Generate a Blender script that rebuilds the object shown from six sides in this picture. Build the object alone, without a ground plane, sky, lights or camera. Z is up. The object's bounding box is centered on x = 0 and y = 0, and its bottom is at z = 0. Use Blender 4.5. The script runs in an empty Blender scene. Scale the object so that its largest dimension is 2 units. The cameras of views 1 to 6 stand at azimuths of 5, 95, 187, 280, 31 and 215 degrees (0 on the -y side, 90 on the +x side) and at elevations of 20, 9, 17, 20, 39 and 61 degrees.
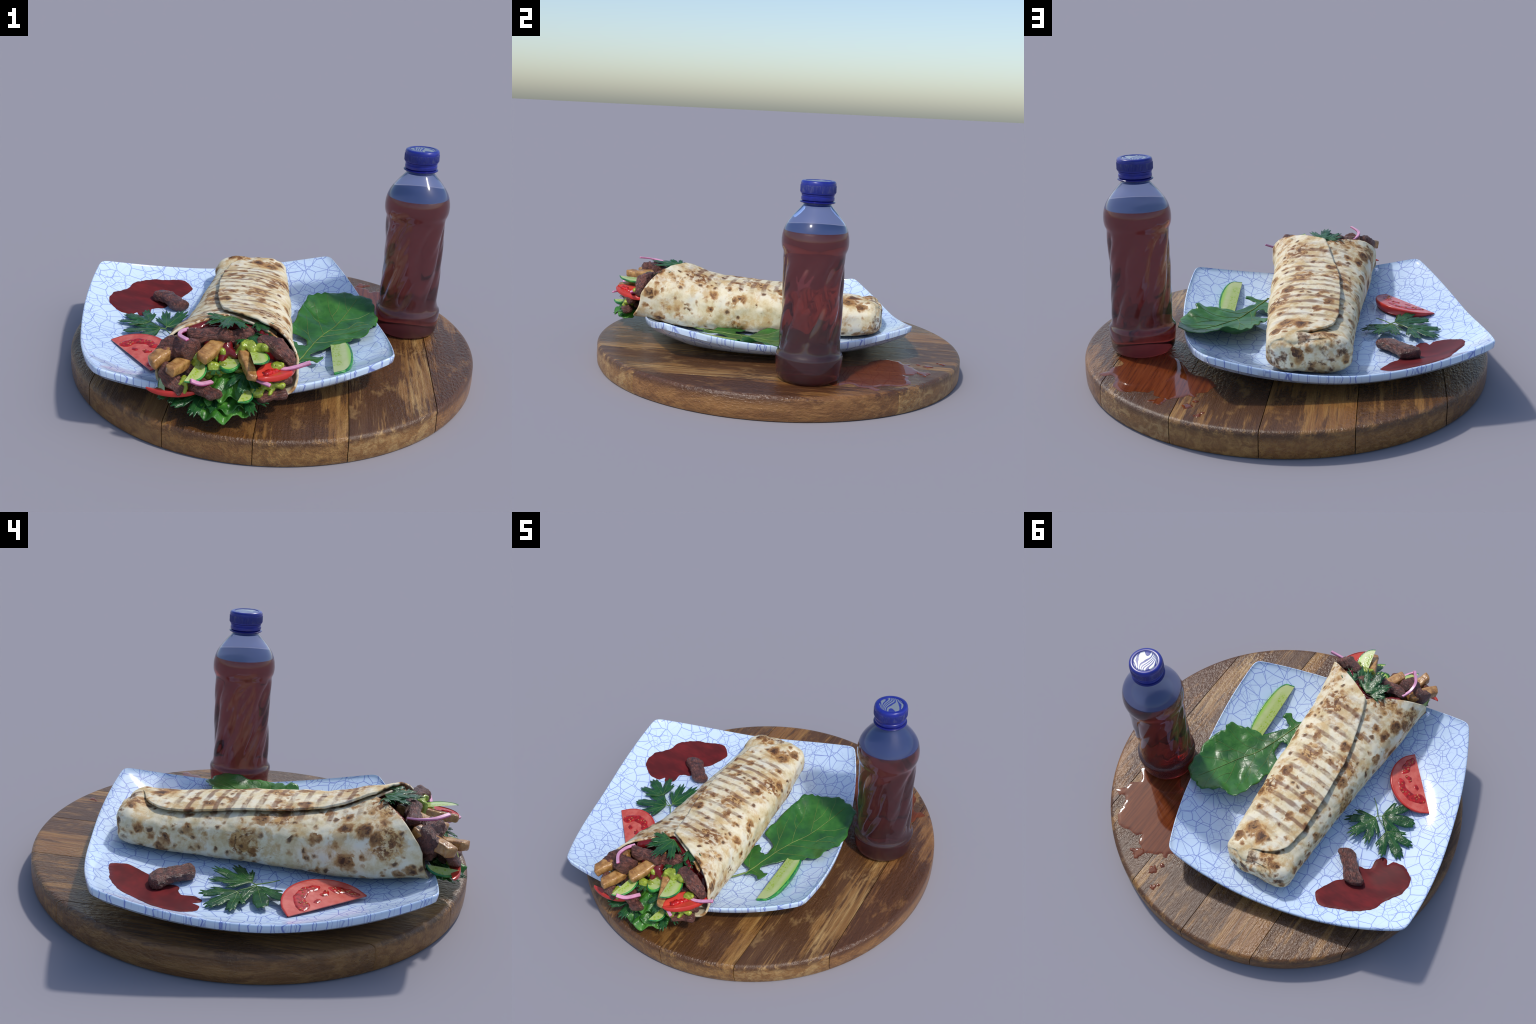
# A grilled meat wrap on a square crackle-glazed plate, with garnishes and a bottle of
# red drink, on a round wet board of wooden planks.
import bpy, bmesh, math, random
import numpy as np
from mathutils import Vector, Matrix, noise as mnoise
from mathutils.geometry import delaunay_2d_cdt

rng = np.random.default_rng(11)
PI = math.pi

# ------------------------------------------------------------------ node helper
class NT:
    def __init__(s, name):
        s.m = bpy.data.materials.new(name)
        s.m.use_nodes = True
        s.t = s.m.node_tree
        s.t.nodes.clear()
        s.out = s.t.nodes.new("ShaderNodeOutputMaterial")
        s.co = s.n("ShaderNodeTexCoord").outputs["Object"]

    def n(s, typ, ins=None, **props):
        nd = s.t.nodes.new(typ)
        for k, v in props.items():
            setattr(nd, k, v)
        for k, v in (ins or {}).items():
            s.put(nd.inputs[k], v)
        return nd

    def put(s, sock, v):
        if isinstance(v, bpy.types.NodeSocket):
            s.t.links.new(v, sock)
        else:
            if sock.type == "RGBA" and len(v) == 3:
                v = (*v, 1)
            sock.default_value = v

    def mp(s, scale=(1, 1, 1), loc=(0, 0, 0), rot=(0, 0, 0), vec=None):
        return s.n("ShaderNodeMapping", {"Vector": vec or s.co, "Scale": scale, "Location": loc, "Rotation": rot}).outputs[0]

    def noise(s, vec=None, scale=5.0, detail=3.0, rough=0.55, dist=0.0, col=False):
        nd = s.n("ShaderNodeTexNoise", {"Vector": vec or s.co, "Scale": scale, "Detail": detail, "Roughness": rough, "Distortion": dist})
        return nd.outputs[1 if col else 0]

    def warp(s, amount, scale, vec=None, detail=2.0):
        vec = vec or s.co
        c = s.noise(vec, scale, detail, col=True)
        d = s.n("ShaderNodeVectorMath", {0: c, 1: (0.5, 0.5, 0.5)}, operation="SUBTRACT").outputs[0]
        d = s.n("ShaderNodeVectorMath", {0: d, "Scale": amount}, operation="SCALE").outputs[0]
        return s.n("ShaderNodeVectorMath", {0: vec, 1: d}, operation="ADD").outputs[0]

    def vor(s, vec=None, scale=5.0, feature="F1", rand=1.0, dim="3D"):
        return s.n("ShaderNodeTexVoronoi", {"Vector": vec or s.co, "Scale": scale, "Randomness": rand}, feature=feature, voronoi_dimensions=dim)

    def ramp(s, fac, stops, interp="LINEAR"):
        nd = s.n("ShaderNodeValToRGB", {"Fac": fac})
        cr = nd.color_ramp
        cr.interpolation = interp
        while len(cr.elements) < len(stops):
            cr.elements.new(0.5)
        for e, (p, c) in zip(cr.elements, stops):
            e.position = p
            e.color = (*c, 1) if len(c) == 3 else c
        return nd.outputs[0]

    def mix(s, fac, a, b, blend="MIX"):
        nd = s.n("ShaderNodeMix", data_type="RGBA", blend_type=blend)
        s.put(nd.inputs[0], fac)
        s.put(nd.inputs[6], a)
        s.put(nd.inputs[7], b)
        return nd.outputs[2]

    def math(s, op, a, b=0.0, c=0.0, clamp=False):
        nd = s.n("ShaderNodeMath", {0: a, 1: b, 2: c}, operation=op)
        nd.use_clamp = clamp
        return nd.outputs[0]

    def step(s, v, lo, hi, a=0.0, b=1.0):
        """smooth ramp of v: a at lo, b at hi"""
        return s.n("ShaderNodeMapRange", {0: v, 1: lo, 2: hi, 3: a, 4: b}, interpolation_type="SMOOTHSTEP").outputs[0]

    def xyz(s, vec=None):
        return s.n("ShaderNodeSeparateXYZ", {0: vec or s.co}).outputs

    def bump(s, h, strength=0.3, dist=0.01, normal=None):
        d = {"Height": h, "Strength": strength, "Distance": dist}
        if normal:
            d["Normal"] = normal
        return s.n("ShaderNodeBump", d).outputs[0]

    def bsdf(s, color, rough=0.5, normal=None, **kw):
        d = {"Base Color": color, "Roughness": rough}
        if normal:
            d["Normal"] = normal
        d.update(kw)
        return s.n("ShaderNodeBsdfPrincipled", d).outputs[0]

    def end(s, shader):
        s.t.links.new(shader, s.out.inputs[0])
        return s.m

    def leafy(s, color, rough, normal, amount=0.2, tint=(0.25, 0.5, 0.06), **kw):
        a = s.bsdf(color, rough, normal, **kw)
        b = s.n("ShaderNodeBsdfTranslucent", {"Color": tint}).outputs[0]
        return s.end(s.n("ShaderNodeMixShader", {0: amount, 1: a, 2: b}).outputs[0])


# ------------------------------------------------------------------ object helper
def thing(name, loc, label, category):
    e = bpy.data.objects.new(name, None)
    e.empty_display_size = 0.05
    e.location = loc
    e["label"] = label
    e["category"] = category
    bpy.context.scene.collection.objects.link(e)
    return e


def mesh_obj(name, verts, faces, mat, parent=None, matrix=None, smooth=40, kind=None, local=False):
    """verts in world space (made local to the parent) unless local: then matrix places them."""
    me = bpy.data.meshes.new(name)
    V = np.asarray(verts, float)
    if parent is not None and not local:
        V = V - np.array(origin_of(parent))
    me.from_pydata([tuple(v) for v in V], [], [tuple(int(i) for i in f) for f in faces])
    me.update()
    if smooth is not None:
        me.polygons.foreach_set("use_smooth", [True] * len(me.polygons))
        if smooth < 180:
            me.set_sharp_from_angle(angle=math.radians(smooth))
    me.materials.append(mat)
    o = bpy.data.objects.new(name, me)
    bpy.context.scene.collection.objects.link(o)
    if parent is not None:
        o.parent = parent
    if matrix is not None:
        if parent is not None:
            o.matrix_local = Matrix.Translation(-Vector(origin_of(parent))) @ matrix
        else:
            o.matrix_local = matrix
    if kind:
        o["kind"] = kind
    return o


def origin_of(o):
    p = Vector((0, 0, 0))
    while o is not None:
        p += o.location
        o = o.parent
    return p


def top_mesh(o, label, category):
    o["label"] = label
    o["category"] = category
    return o


def recalc(o):
    bm = bmesh.new()
    bm.from_mesh(o.data)
    bmesh.ops.remove_doubles(bm, verts=bm.verts, dist=1e-6)
    bmesh.ops.recalc_face_normals(bm, faces=bm.faces)
    bm.to_mesh(o.data)
    bm.free()
    return o


def frame(p0, px, up):
    """matrix with x axis from p0 to px, z axis near up"""
    p0, px, up = Vector(p0), Vector(px), Vector(up)
    x = (px - p0).normalized()
    z = (up - x * up.dot(x)).normalized()
    y = z.cross(x)
    return Matrix(((x.x, y.x, z.x, p0.x), (x.y, y.y, z.y, p0.y), (x.z, y.z, z.z, p0.z), (0, 0, 0, 1)))


def grid_faces(n, m, wrap=False):
    """quads over an n x m grid of vertices (row-major); wrap closes the m direction"""
    f = []
    for i in range(n - 1):
        for j in range(m if wrap else m - 1):
            j2 = (j + 1) % m
            f.append((i * m + j, i * m + j2, (i + 1) * m + j2, (i + 1) * m + j))
    return f


def lathe(profile, n=96, center=(0, 0), rfun=None):
    P = np.asarray(profile, float)
    th = np.arange(n) / n * 2 * PI
    V = []
    for r, z in P:
        rr = np.full(n, r) if rfun is None else rfun(r, z, th)
        V.append(np.stack([center[0] + rr * np.cos(th), center[1] + rr * np.sin(th), np.full(n, z)], 1))
    return np.concatenate(V), grid_faces(len(P), n, True)


def smooth_curve(pts, n, closed=False):
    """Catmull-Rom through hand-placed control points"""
    P = np.asarray(pts, float)
    k = len(P)
    t = np.linspace(0, k if closed else k - 1, n, endpoint=not closed)
    i = np.floor(t).astype(int)
    if not closed:
        i = np.minimum(i, k - 2)
    u = (t - i)[:, None]
    g = (lambda j: P[j % k]) if closed else (lambda j: P[np.clip(j, 0, k - 1)])
    a, b, c, d = g(i - 1), g(i), g(i + 1), g(i + 2)
    return 0.5 * (2 * b + (c - a) * u + (2 * a - 5 * b + 4 * c - d) * u ** 2 + (3 * b - a - 3 * c + d) * u ** 3)


def fbm(p, scale, octaves=3, seed=0.0):
    v = Vector((p[0] * scale + seed, p[1] * scale - seed, p[2] * scale + 2 * seed))
    return mnoise.fractal(v, 1.0, 2.0, octaves)


def edge_distance(P, poly):
    """distance of every point of P to a closed outline"""
    A = poly
    B = np.roll(poly, -1, 0)
    best = np.full(len(P), 1e9)
    for a, b in zip(A, B):
        ab = b - a
        t = np.clip(((P - a) @ ab) / max(ab @ ab, 1e-12), 0, 1)
        best = np.minimum(best, np.linalg.norm(P - (a + t[:, None] * ab), axis=1))
    return best


def fill_outline(poly, step):
    """triangulated sheet inside a closed 2D outline with an inner grid of points"""
    poly = np.asarray(poly, float)
    lo, hi = poly.min(0), poly.max(0)
    gx, gy = np.meshgrid(np.arange(lo[0], hi[0], step), np.arange(lo[1], hi[1], step * 0.87))
    gx = gx + (np.arange(gx.shape[0]) % 2)[:, None] * step * 0.5
    G = np.stack([gx.ravel(), gy.ravel()], 1)
    inside = np.zeros(len(G), bool)
    A, B = poly, np.roll(poly, -1, 0)
    for a, b in zip(A, B):
        c = (a[1] > G[:, 1]) != (b[1] > G[:, 1])
        with np.errstate(divide="ignore", invalid="ignore"):
            x = (b[0] - a[0]) * (G[:, 1] - a[1]) / (b[1] - a[1]) + a[0]
        inside ^= c & (G[:, 0] < x)
    G = G[inside]
    if len(G):
        G = G[edge_distance(G, poly) > step * 0.45]
    n = len(poly)
    pts = [Vector(p) for p in poly] + [Vector(p) for p in G]
    v, e, f, *_ = delaunay_2d_cdt(pts, [(i, (i + 1) % n) for i in range(n)], [], 1, 1e-7)
    v = np.array([tuple(q) for q in v])
    fs = []
    for t in f:
        a, b, c = (v[i] for i in t[:3])
        area = (b[0] - a[0]) * (c[1] - a[1]) - (b[1] - a[1]) * (c[0] - a[0])
        fs.append(tuple(t) if area > 0 else tuple(reversed(t)))
    return v, fs


def thin(o, t, offset=-1.0):
    m = o.modifiers.new("thickness", "SOLIDIFY")
    m.thickness = t
    m.offset = offset
    return o


def tube_mesh(path, radius, sides=6):
    P = np.asarray(path, float)
    n = len(P)
    R = np.full(n, radius) if np.isscalar(radius) else np.asarray(radius, float)
    T = np.gradient(P, axis=0)
    T /= np.linalg.norm(T, axis=1)[:, None] + 1e-12
    up = np.array([0, 0, 1.0])
    S = np.cross(T, up)
    S /= np.linalg.norm(S, axis=1)[:, None] + 1e-9
    U = np.cross(S, T)
    V = []
    for k in range(sides):
        a = 2 * PI * k / sides
        V.append(P + R[:, None] * (math.cos(a) * S + math.sin(a) * U))
    V = np.stack(V, 1).reshape(-1, 3)
    F = grid_faces(n, sides, True)
    F += [tuple(range(sides))[::-1], tuple((n - 1) * sides + np.arange(sides))]
    return V, F


def merge(parts):
    V, F, k = [], [], 0
    for v, f in parts:
        v = np.asarray(v)
        V.append(v)
        F += [tuple(int(i) + k for i in q) for q in f]
        k += len(v)
    return np.concatenate(V), F


# ================================================================== materials
def wood_material(name, seed, light, mid, dark, cover):
    s = NT(name)
    off = (seed * 3.1, seed * 1.7, seed * 0.9)
    z = s.xyz()[2]
    grain = s.noise(s.mp((30, 1.6, 30), off), 1.0, 6, 0.58, 0.8)
    fine = s.noise(s.mp((210, 7, 210), off), 1.0, 4, 0.6)
    patch = s.noise(s.mp((3.2, 0.9, 3.2), off), 1.0, 5, 0.6, 0.3)
    worn = s.noise(s.mp((48, 2.6, 48), (seed, 0, 4)), 1.0, 6, 0.72)
    lo_mid = tuple(c * 0.72 for c in mid)
    col = s.ramp(grain, [(0.28, lo_mid), (0.46, mid), (0.64, light), (0.82, mid)])
    # dark varnish left on the top in broad patches, rubbed through along the grain
    cov = s.math("ADD", patch, s.math("MULTIPLY", s.math("SUBTRACT", worn, 0.5), 0.50))
    mask = s.math("MULTIPLY", s.step(cov, cover - 0.05, cover + 0.03), s.step(z, 0.070, 0.112))
    dk = s.mix(s.step(grain, 0.3, 0.7), tuple(c * 0.75 for c in dark), dark)
    col = s.mix(s.math("MULTIPLY", mask, 0.92), col, dk)
    col = s.mix(s.math("MULTIPLY", s.step(fine, 0.54, 0.70), 0.40), col, tuple(c * 0.45 for c in mid))
    blot = s.step(s.noise(s.mp((9, 5, 14), off), 1.0, 4, 0.65), 0.56, 0.68)
    col = s.mix(s.math("MULTIPLY", blot, 0.35), col, tuple(min(1, c * 1.25) for c in light))
    # pale dry scratches
    scr = s.noise(s.mp((14, 60, 14), off, (0, 0, 0.5)), 1.0, 2, 0.5)
    thinl = s.step(s.math("ABSOLUTE", s.math("SUBTRACT", scr, 0.5)), 0.0, 0.007, 1, 0)
    gate = s.step(s.noise(s.mp((4, 4, 4), off), 1.0, 2), 0.58, 0.68)
    col = s.mix(s.math("MULTIPLY", s.math("MULTIPLY", thinl, gate), 0.5), col, (0.36, 0.22, 0.11))
    lump = s.noise(s.mp((85, 42, 85), off), 1.0, 3, 0.6)
    wet = s.step(s.noise(s.mp((1.6, 1.6, 1.6), off), 1.0, 2), 0.36, 0.52)
    h = s.math("ADD", s.math("MULTIPLY", grain, 0.5), s.math("MULTIPLY", fine, 0.35))
    h = s.math("ADD", h, s.math("MULTIPLY", lump, s.math("MULTIPLY_ADD", wet, 0.7, 0.35)))
    nrm = s.bump(h, 0.75, 0.008)
    rough = s.math("ADD", s.step(wet, 0, 1, 0.38, 0.20), s.math("MULTIPLY", s.math("SUBTRACT", fine, 0.5), 0.25))
    return s.end(s.bsdf(col, rough, nrm, **{"Specular IOR Level": 0.5}))


def glaze_material():
    s = NT("crackle_glaze")
    w = s.warp(0.012, 9, s.co)
    e1 = s.vor(w, 15.5, "DISTANCE_TO_EDGE", dim="2D").outputs["Distance"]
    w2 = s.mp((1, 1, 1), (3.3, 1.2, 0.4), (0, 0, 0.7), s.warp(0.02, 5, s.co))
    e2 = s.vor(w2, 11.0, "DISTANCE_TO_EDGE", dim="2D").outputs["Distance"]
    w3 = s.mp((1, 1, 1), (1.3, 7.2, 2.4), (0, 0, 1.9), s.warp(0.02, 6, s.co))
    e3 = s.vor(w3, 27.0, "DISTANCE_TO_EDGE", dim="2D").outputs["Distance"]
    l1 = s.step(e1, 0.010, 0.034, 1, 0)
    l2 = s.step(e2, 0.006, 0.026, 1, 0)
    gate = s.step(s.noise(s.co, 5.5, 2), 0.47, 0.57)
    l3 = s.math("MULTIPLY", s.step(e3, 0.015, 0.05, 0.62, 0), gate)
    gate2 = s.step(s.noise(s.mp(loc=(4, 4, 1)), 4.0, 2), 0.40, 0.52)
    l2 = s.math("MULTIPLY", l2, s.math("ADD", s.math("MULTIPLY", gate2, 0.75), 0.15))
    ln = s.math("MAXIMUM", s.math("MAXIMUM", l1, l2), l3)
    soft = s.noise(s.co, 3.0, 2)
    base = s.mix(soft, (0.59, 0.73, 0.92), (0.65, 0.79, 0.95))
    halo = s.step(e1, 0.0, 0.14, 0.16, 0)
    base = s.mix(halo, base, (0.33, 0.45, 0.86))
    col = s.mix(s.math("MULTIPLY", ln, 0.80), base, (0.12, 0.17, 0.56))
    return s.end(s.bsdf(col, 0.075, None, **{"Specular IOR Level": 0.5}))


def tortilla_material():
    s = NT("grilled_tortilla")
    p = s.warp(0.05, 11, s.co, 3)
    fine = s.noise(s.co, 55, 4, 0.6)
    mott = s.noise(s.co, 12, 5, 0.6)
    col = s.ramp(mott, [(0.30, (0.56, 0.42, 0.21)), (0.43, (0.70, 0.59, 0.37)), (0.55, (0.78, 0.70, 0.51)), (0.7, (0.75, 0.70, 0.57))])

    def spots(scale, lo, hi, soft, loc, rough_amt):
        """mask of round toasted spots: each Voronoi cell holds one of random size"""
        q = s.mp((1, 1, 1), loc, (0.3, 0.2, 0.4), s.warp(rough_amt * 1.3, 34, p, 4))
        v = s.vor(q, scale)
        r = s.math("MULTIPLY_ADD", s.xyz(v.outputs["Color"])[0], hi - lo, lo)
        d = s.math("SUBTRACT", v.outputs["Distance"], r)
        return s.step(d, -soft, soft, 1, 0), d

    big, dbig = spots(6.0, -0.10, 0.54, 0.12, (2, 1, 5), 0.07)
    med, dmed = spots(13.0, -0.14, 0.54, 0.11, (7, 3, 1), 0.035)
    sml, dsml = spots(27.0, -0.22, 0.50, 0.14, (1, 9, 2), 0.022)
    br = s.step(s.noise(p, 26, 4, 0.65), 0.40, 0.60)
    bk = s.step(s.noise(p, 44, 3, 0.6), 0.46, 0.56)
    tan, brown, dark = (0.52, 0.29, 0.095), (0.25, 0.105, 0.035), (0.075, 0.034, 0.018)
    col = s.mix(s.math("MULTIPLY", s.step(s.noise(p, 10, 5, 0.7), 0.47, 0.62), 0.66), col, (0.56, 0.35, 0.13))
    col = s.mix(s.math("MULTIPLY", big, s.math("MULTIPLY_ADD", br, 0.75, 0.18)), col, tan)
    col = s.mix(s.math("MULTIPLY", s.step(dbig, -0.20, 0.02, 1, 0), bk), col, brown)
    col = s.mix(s.math("MULTIPLY", s.step(dbig, -0.36, -0.10, 1, 0), s.math("MULTIPLY", bk, br)), col, dark)
    col = s.mix(s.math("MULTIPLY", med, 0.80), col, tan)
    col = s.mix(s.math("MULTIPLY", s.step(dmed, -0.14, 0.04, 1, 0), s.math("MULTIPLY_ADD", br, 0.6, 0.4)), col, brown)
    col = s.mix(s.math("MULTIPLY", s.step(dmed, -0.28, -0.08, 1, 0), s.math("MULTIPLY_ADD", bk, 0.6, 0.4)), col, dark)
    col = s.mix(s.math("MULTIPLY", sml, 0.65), col, (0.40, 0.20, 0.065))
    col = s.mix(s.math("MULTIPLY", s.step(dsml, -0.26, -0.06, 1, 0), 0.85), col, dark)
    endm = s.step(s.xyz()[1], 0.54, 0.64)
    endm = s.math("MULTIPLY", endm, s.step(s.noise(s.mp((14, 9, 14), (3, 2, 1)), 1.0, 4, 0.6), 0.52, 0.62))
    col = s.mix(s.math("MULTIPLY", endm, 0.75), col, brown)
    col = s.mix(s.math("MULTIPLY", endm, s.math("MULTIPLY", bk, 0.8)), col, dark)
    # grill bars across the pressed top, along the middle of the roll
    c = s.xyz()
    y = s.math("ADD", c[1], s.math("MULTIPLY", s.math("SUBTRACT", s.noise(s.co, 9, 2), 0.5), 0.03))
    y = s.math("MULTIPLY_ADD", c[0], 0.10, y)
    wv = s.math("SINE", s.math("MULTIPLY", y, 2 * PI / 0.0625))
    bar = s.step(wv, -0.05, 0.75)
    top = s.math("MULTIPLY", s.step(s.math("ABSOLUTE", s.math("ADD", c[0], 0.0)), 0.12, 0.19, 1, 0), s.step(c[2], 0.13, 0.17))
    rng_y = s.math("MULTIPLY", s.step(c[1], -0.47, -0.36), s.step(c[1], 0.36, 0.50, 1, 0))
    patchy = s.step(s.noise(s.mp((9, 16, 9)), 1.0, 5, 0.65), 0.33, 0.58)
    bar = s.math("MULTIPLY", s.math("MULTIPLY", bar, top), s.math("MULTIPLY", rng_y, patchy))
    col = s.mix(s.math("MULTIPLY", bar, 0.78), col, (0.185, 0.078, 0.040))
    h = s.math("ADD", s.math("MULTIPLY", mott, 0.9), s.math("MULTIPLY", fine, 0.2))
    h = s.math("SUBTRACT", h, s.math("MULTIPLY", bar, 0.25))
    return s.end(s.bsdf(col, 0.62, s.bump(h, 0.5, 0.008), **{"Specular IOR Level": 0.3, "Subsurface Weight": 0.0}))


def meat_material():
    s = NT("grilled_meat")
    f = s.noise(s.mp((30, 120, 120)), 1.0, 4, 0.65, 1.4)
    b = s.noise(s.co, 40, 4, 0.6)
    col = s.ramp(b, [(0.3, (0.060, 0.018, 0.013)), (0.46, (0.150, 0.044, 0.029)), (0.62, (0.25, 0.080, 0.050)), (0.8, (0.11, 0.036, 0.026))])
    col = s.mix(s.math("MULTIPLY", s.step(f, 0.48, 0.60), 0.75), col, (0.035, 0.011, 0.008))
    h = s.math("ADD", s.math("MULTIPLY", f, 1.0), s.math("MULTIPLY", b, 0.5))
    return s.end(s.bsdf(col, 0.36, s.bump(h, 1.0, 0.011), **{"Specular IOR Level": 0.8}))


def fry_material():
    s = NT("fried_potato")
    b = s.noise(s.co, 28, 4, 0.6)
    col = s.ramp(b, [(0.28, (0.17, 0.07, 0.02)), (0.48, (0.36, 0.17, 0.05)), (0.68, (0.50, 0.28, 0.095))])
    col = s.mix(s.math("MULTIPLY", s.step(s.noise(s.mp((90, 30, 30)), 1.0, 3), 0.54, 0.68), 0.4), col, (0.18, 0.08, 0.025))
    return s.end(s.bsdf(col, 0.24, s.bump(s.noise(s.co, 40, 4), 0.9, 0.007), **{"Specular IOR Level": 0.6}))


def cucumber_flesh(length, width):
    s = NT("cucumber_flesh")
    c = s.xyz()
    u = s.math("DIVIDE", c[0], length)
    v = s.math("DIVIDE", c[1], width)
    seeds = s.vor(s.warp(0.006, 30), 75)
    core = s.math("MULTIPLY", s.step(v, 0.40, 0.62, 1, 0), s.math("MULTIPLY", s.step(u, 0.06, 0.2), s.step(u, 0.8, 0.94, 1, 0)))
    base = s.mix(s.noise(s.co, 25, 3), (0.40, 0.48, 0.16), (0.54, 0.60, 0.28))
    sd = s.step(seeds.outputs["Distance"], 0.22, 0.5, 1, 0)
    col = s.mix(s.math("MULTIPLY", core, s.math("MULTIPLY_ADD", sd, 0.55, 0.40)), base, (0.29, 0.42, 0.025))
    col = s.mix(s.step(v, 0.70, 0.98), col, (0.30, 0.55, 0.06))
    return s.end(s.bsdf(col, 0.22, s.bump(s.math("MULTIPLY", core, sd), 0.2, 0.003), **{"Subsurface Weight": 0.12, "Subsurface Radius": (0.02, 0.03, 0.01), "Subsurface Scale": 0.3}))


def cucumber_skin():
    s = NT("cucumber_skin")
    f = s.noise(s.mp((16, 60, 60)), 1.0, 4, 0.6, 0.8)
    col = s.ramp(f, [(0.3, (0.006, 0.09, 0.06)), (0.48, (0.015, 0.19, 0.04)), (0.62, (0.07, 0.36, 0.05)), (0.8, (0.02, 0.22, 0.19))])
    return s.end(s.bsdf(col, 0.25, s.bump(s.noise(s.co, 90, 3), 0.4, 0.003)))


def simple(name, color, rough=0.4, vary=0.25, scale=20, bump=0.2, dist=0.004, **kw):
    s = NT(name)
    b = s.noise(s.co, scale, 4, 0.6)
    col = s.mix(s.step(b, 0.3, 0.7), tuple(c * (1 - vary) for c in color), tuple(min(1, c * (1 + vary)) for c in color))
    return s.end(s.bsdf(col, rough, s.bump(b, bump, dist), **kw))


def leaf_material(name, c1, c2, c3, rough=0.28, scale=14, amount=0.15):
    s = NT(name)
    b = s.noise(s.co, scale, 5, 0.6)
    col = s.ramp(b, [(0.3, c1), (0.5, c2), (0.72, c3)])
    f = s.noise(s.co, scale * 9, 3, 0.6)
    col = s.mix(s.math("MULTIPLY", s.step(f, 0.5, 0.7), 0.3), col, c1)
    ed = s.vor(s.warp(0.01, 20), scale * 2.2, "DISTANCE_TO_EDGE").outputs[0]
    h = s.math("ADD", s.math("MULTIPLY", f, 0.35), s.step(ed, 0.0, 0.12, 0, 0.22))
    return s.leafy(col, rough, s.bump(h, 0.45, 0.004), amount)


M_glaze = glaze_material()
M_tortilla = tortilla_material()
M_meat = meat_material()
M_fry = fry_material()
M_cskin = cucumber_skin()
M_ketchup = simple("ketchup", (0.13, 0.007, 0.009), 0.12, 0.2, 9, 0.15, 0.01)
M_relish = simple("green_relish", (0.27, 0.34, 0.035), 0.22, 0.35, 34, 0.35, 0.006)
M_onion = simple("onion_flesh", (0.72, 0.33, 0.50), 0.3, 0.12, 40, 0.1, 0.002)
M_onion_skin = simple("onion_skin", (0.38, 0.03, 0.14), 0.25, 0.25, 30, 0.1, 0.002)
M_tomato_skin = simple("tomato_skin", (0.56, 0.035, 0.025), 0.22, 0.12, 8, 0.03, 0.002)
M_tomato_gel = simple("tomato_gel", (0.42, 0.012, 0.012), 0.12, 0.45, 45, 0.5, 0.004)
M_tomato_seed = simple("tomato_seed", (0.58, 0.20, 0.06), 0.3, 0.2, 60, 0.1, 0.002)
M_parsley = leaf_material("parsley_green", (0.010, 0.045, 0.018), (0.016, 0.085, 0.022), (0.035, 0.14, 0.03), 0.26, 22, 0.10)
M_parsley_vein = simple("parsley_vein", (0.10, 0.20, 0.04), 0.4, 0.2, 30, 0.1)
M_leaf = leaf_material("salad_leaf_green", (0.020, 0.085, 0.024), (0.036, 0.155, 0.024), (0.070, 0.235, 0.036), 0.30, 9, 0.10)
M_vein = simple("leaf_vein", (0.15, 0.22, 0.05), 0.45, 0.3, 30, 0.1)
M_lettuce = leaf_material("lettuce_green", (0.018, 0.09, 0.015), (0.045, 0.19, 0.02), (0.11, 0.33, 0.035), 0.30, 18, 0.15)

# ================================================================== wooden board
BOARD_R, BOARD_H = 1.0, 0.1215
SEAMS = [-1.1, -0.768, -0.386, 0.0, 0.386, 0.768, 1.1]
board = thing("wooden_board", (0, 0, 0), "round dark brown board of six wet glossy planks", "cutting board")
tones = [((0.26, 0.130, 0.040), (0.185, 0.082, 0.024), (0.100, 0.043, 0.015), 0.52),
         ((0.31, 0.155, 0.044), (0.220, 0.096, 0.025), (0.110, 0.046, 0.015), 0.52),
         ((0.32, 0.160, 0.042), (0.230, 0.098, 0.024), (0.105, 0.042, 0.013), 0.50),
         ((0.36, 0.195, 0.058), (0.235, 0.108, 0.029), (0.085, 0.033, 0.012), 0.44),
         ((0.40, 0.245, 0.095), (0.255, 0.122, 0.036), (0.090, 0.035, 0.013), 0.44),
         ((0.30, 0.145, 0.046), (0.205, 0.088, 0.027), (0.090, 0.033, 0.013), 0.47)]
prof = [(0.0, BOARD_H)] + [(r, BOARD_H) for r in np.linspace(0.12, BOARD_R - 0.030, 8)]
prof += [(BOARD_R - 0.025 + 0.0235 * math.sin(a), BOARD_H - 0.022 * (1 - math.cos(a))) for a in np.linspace(0.1, PI / 2 - 0.1, 7)]
prof += [(BOARD_R - 0.001, 0.075), (BOARD_R, 0.05), (BOARD_R - 0.002, 0.015), (BOARD_R - 0.010, 0.0), (0.5, 0.0), (0.0, 0.0)]
dv, df = lathe(prof, 240)
base_me = bpy.data.meshes.new("disc")
base_me.from_pydata([tuple(v) for v in dv], [], df)
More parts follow.
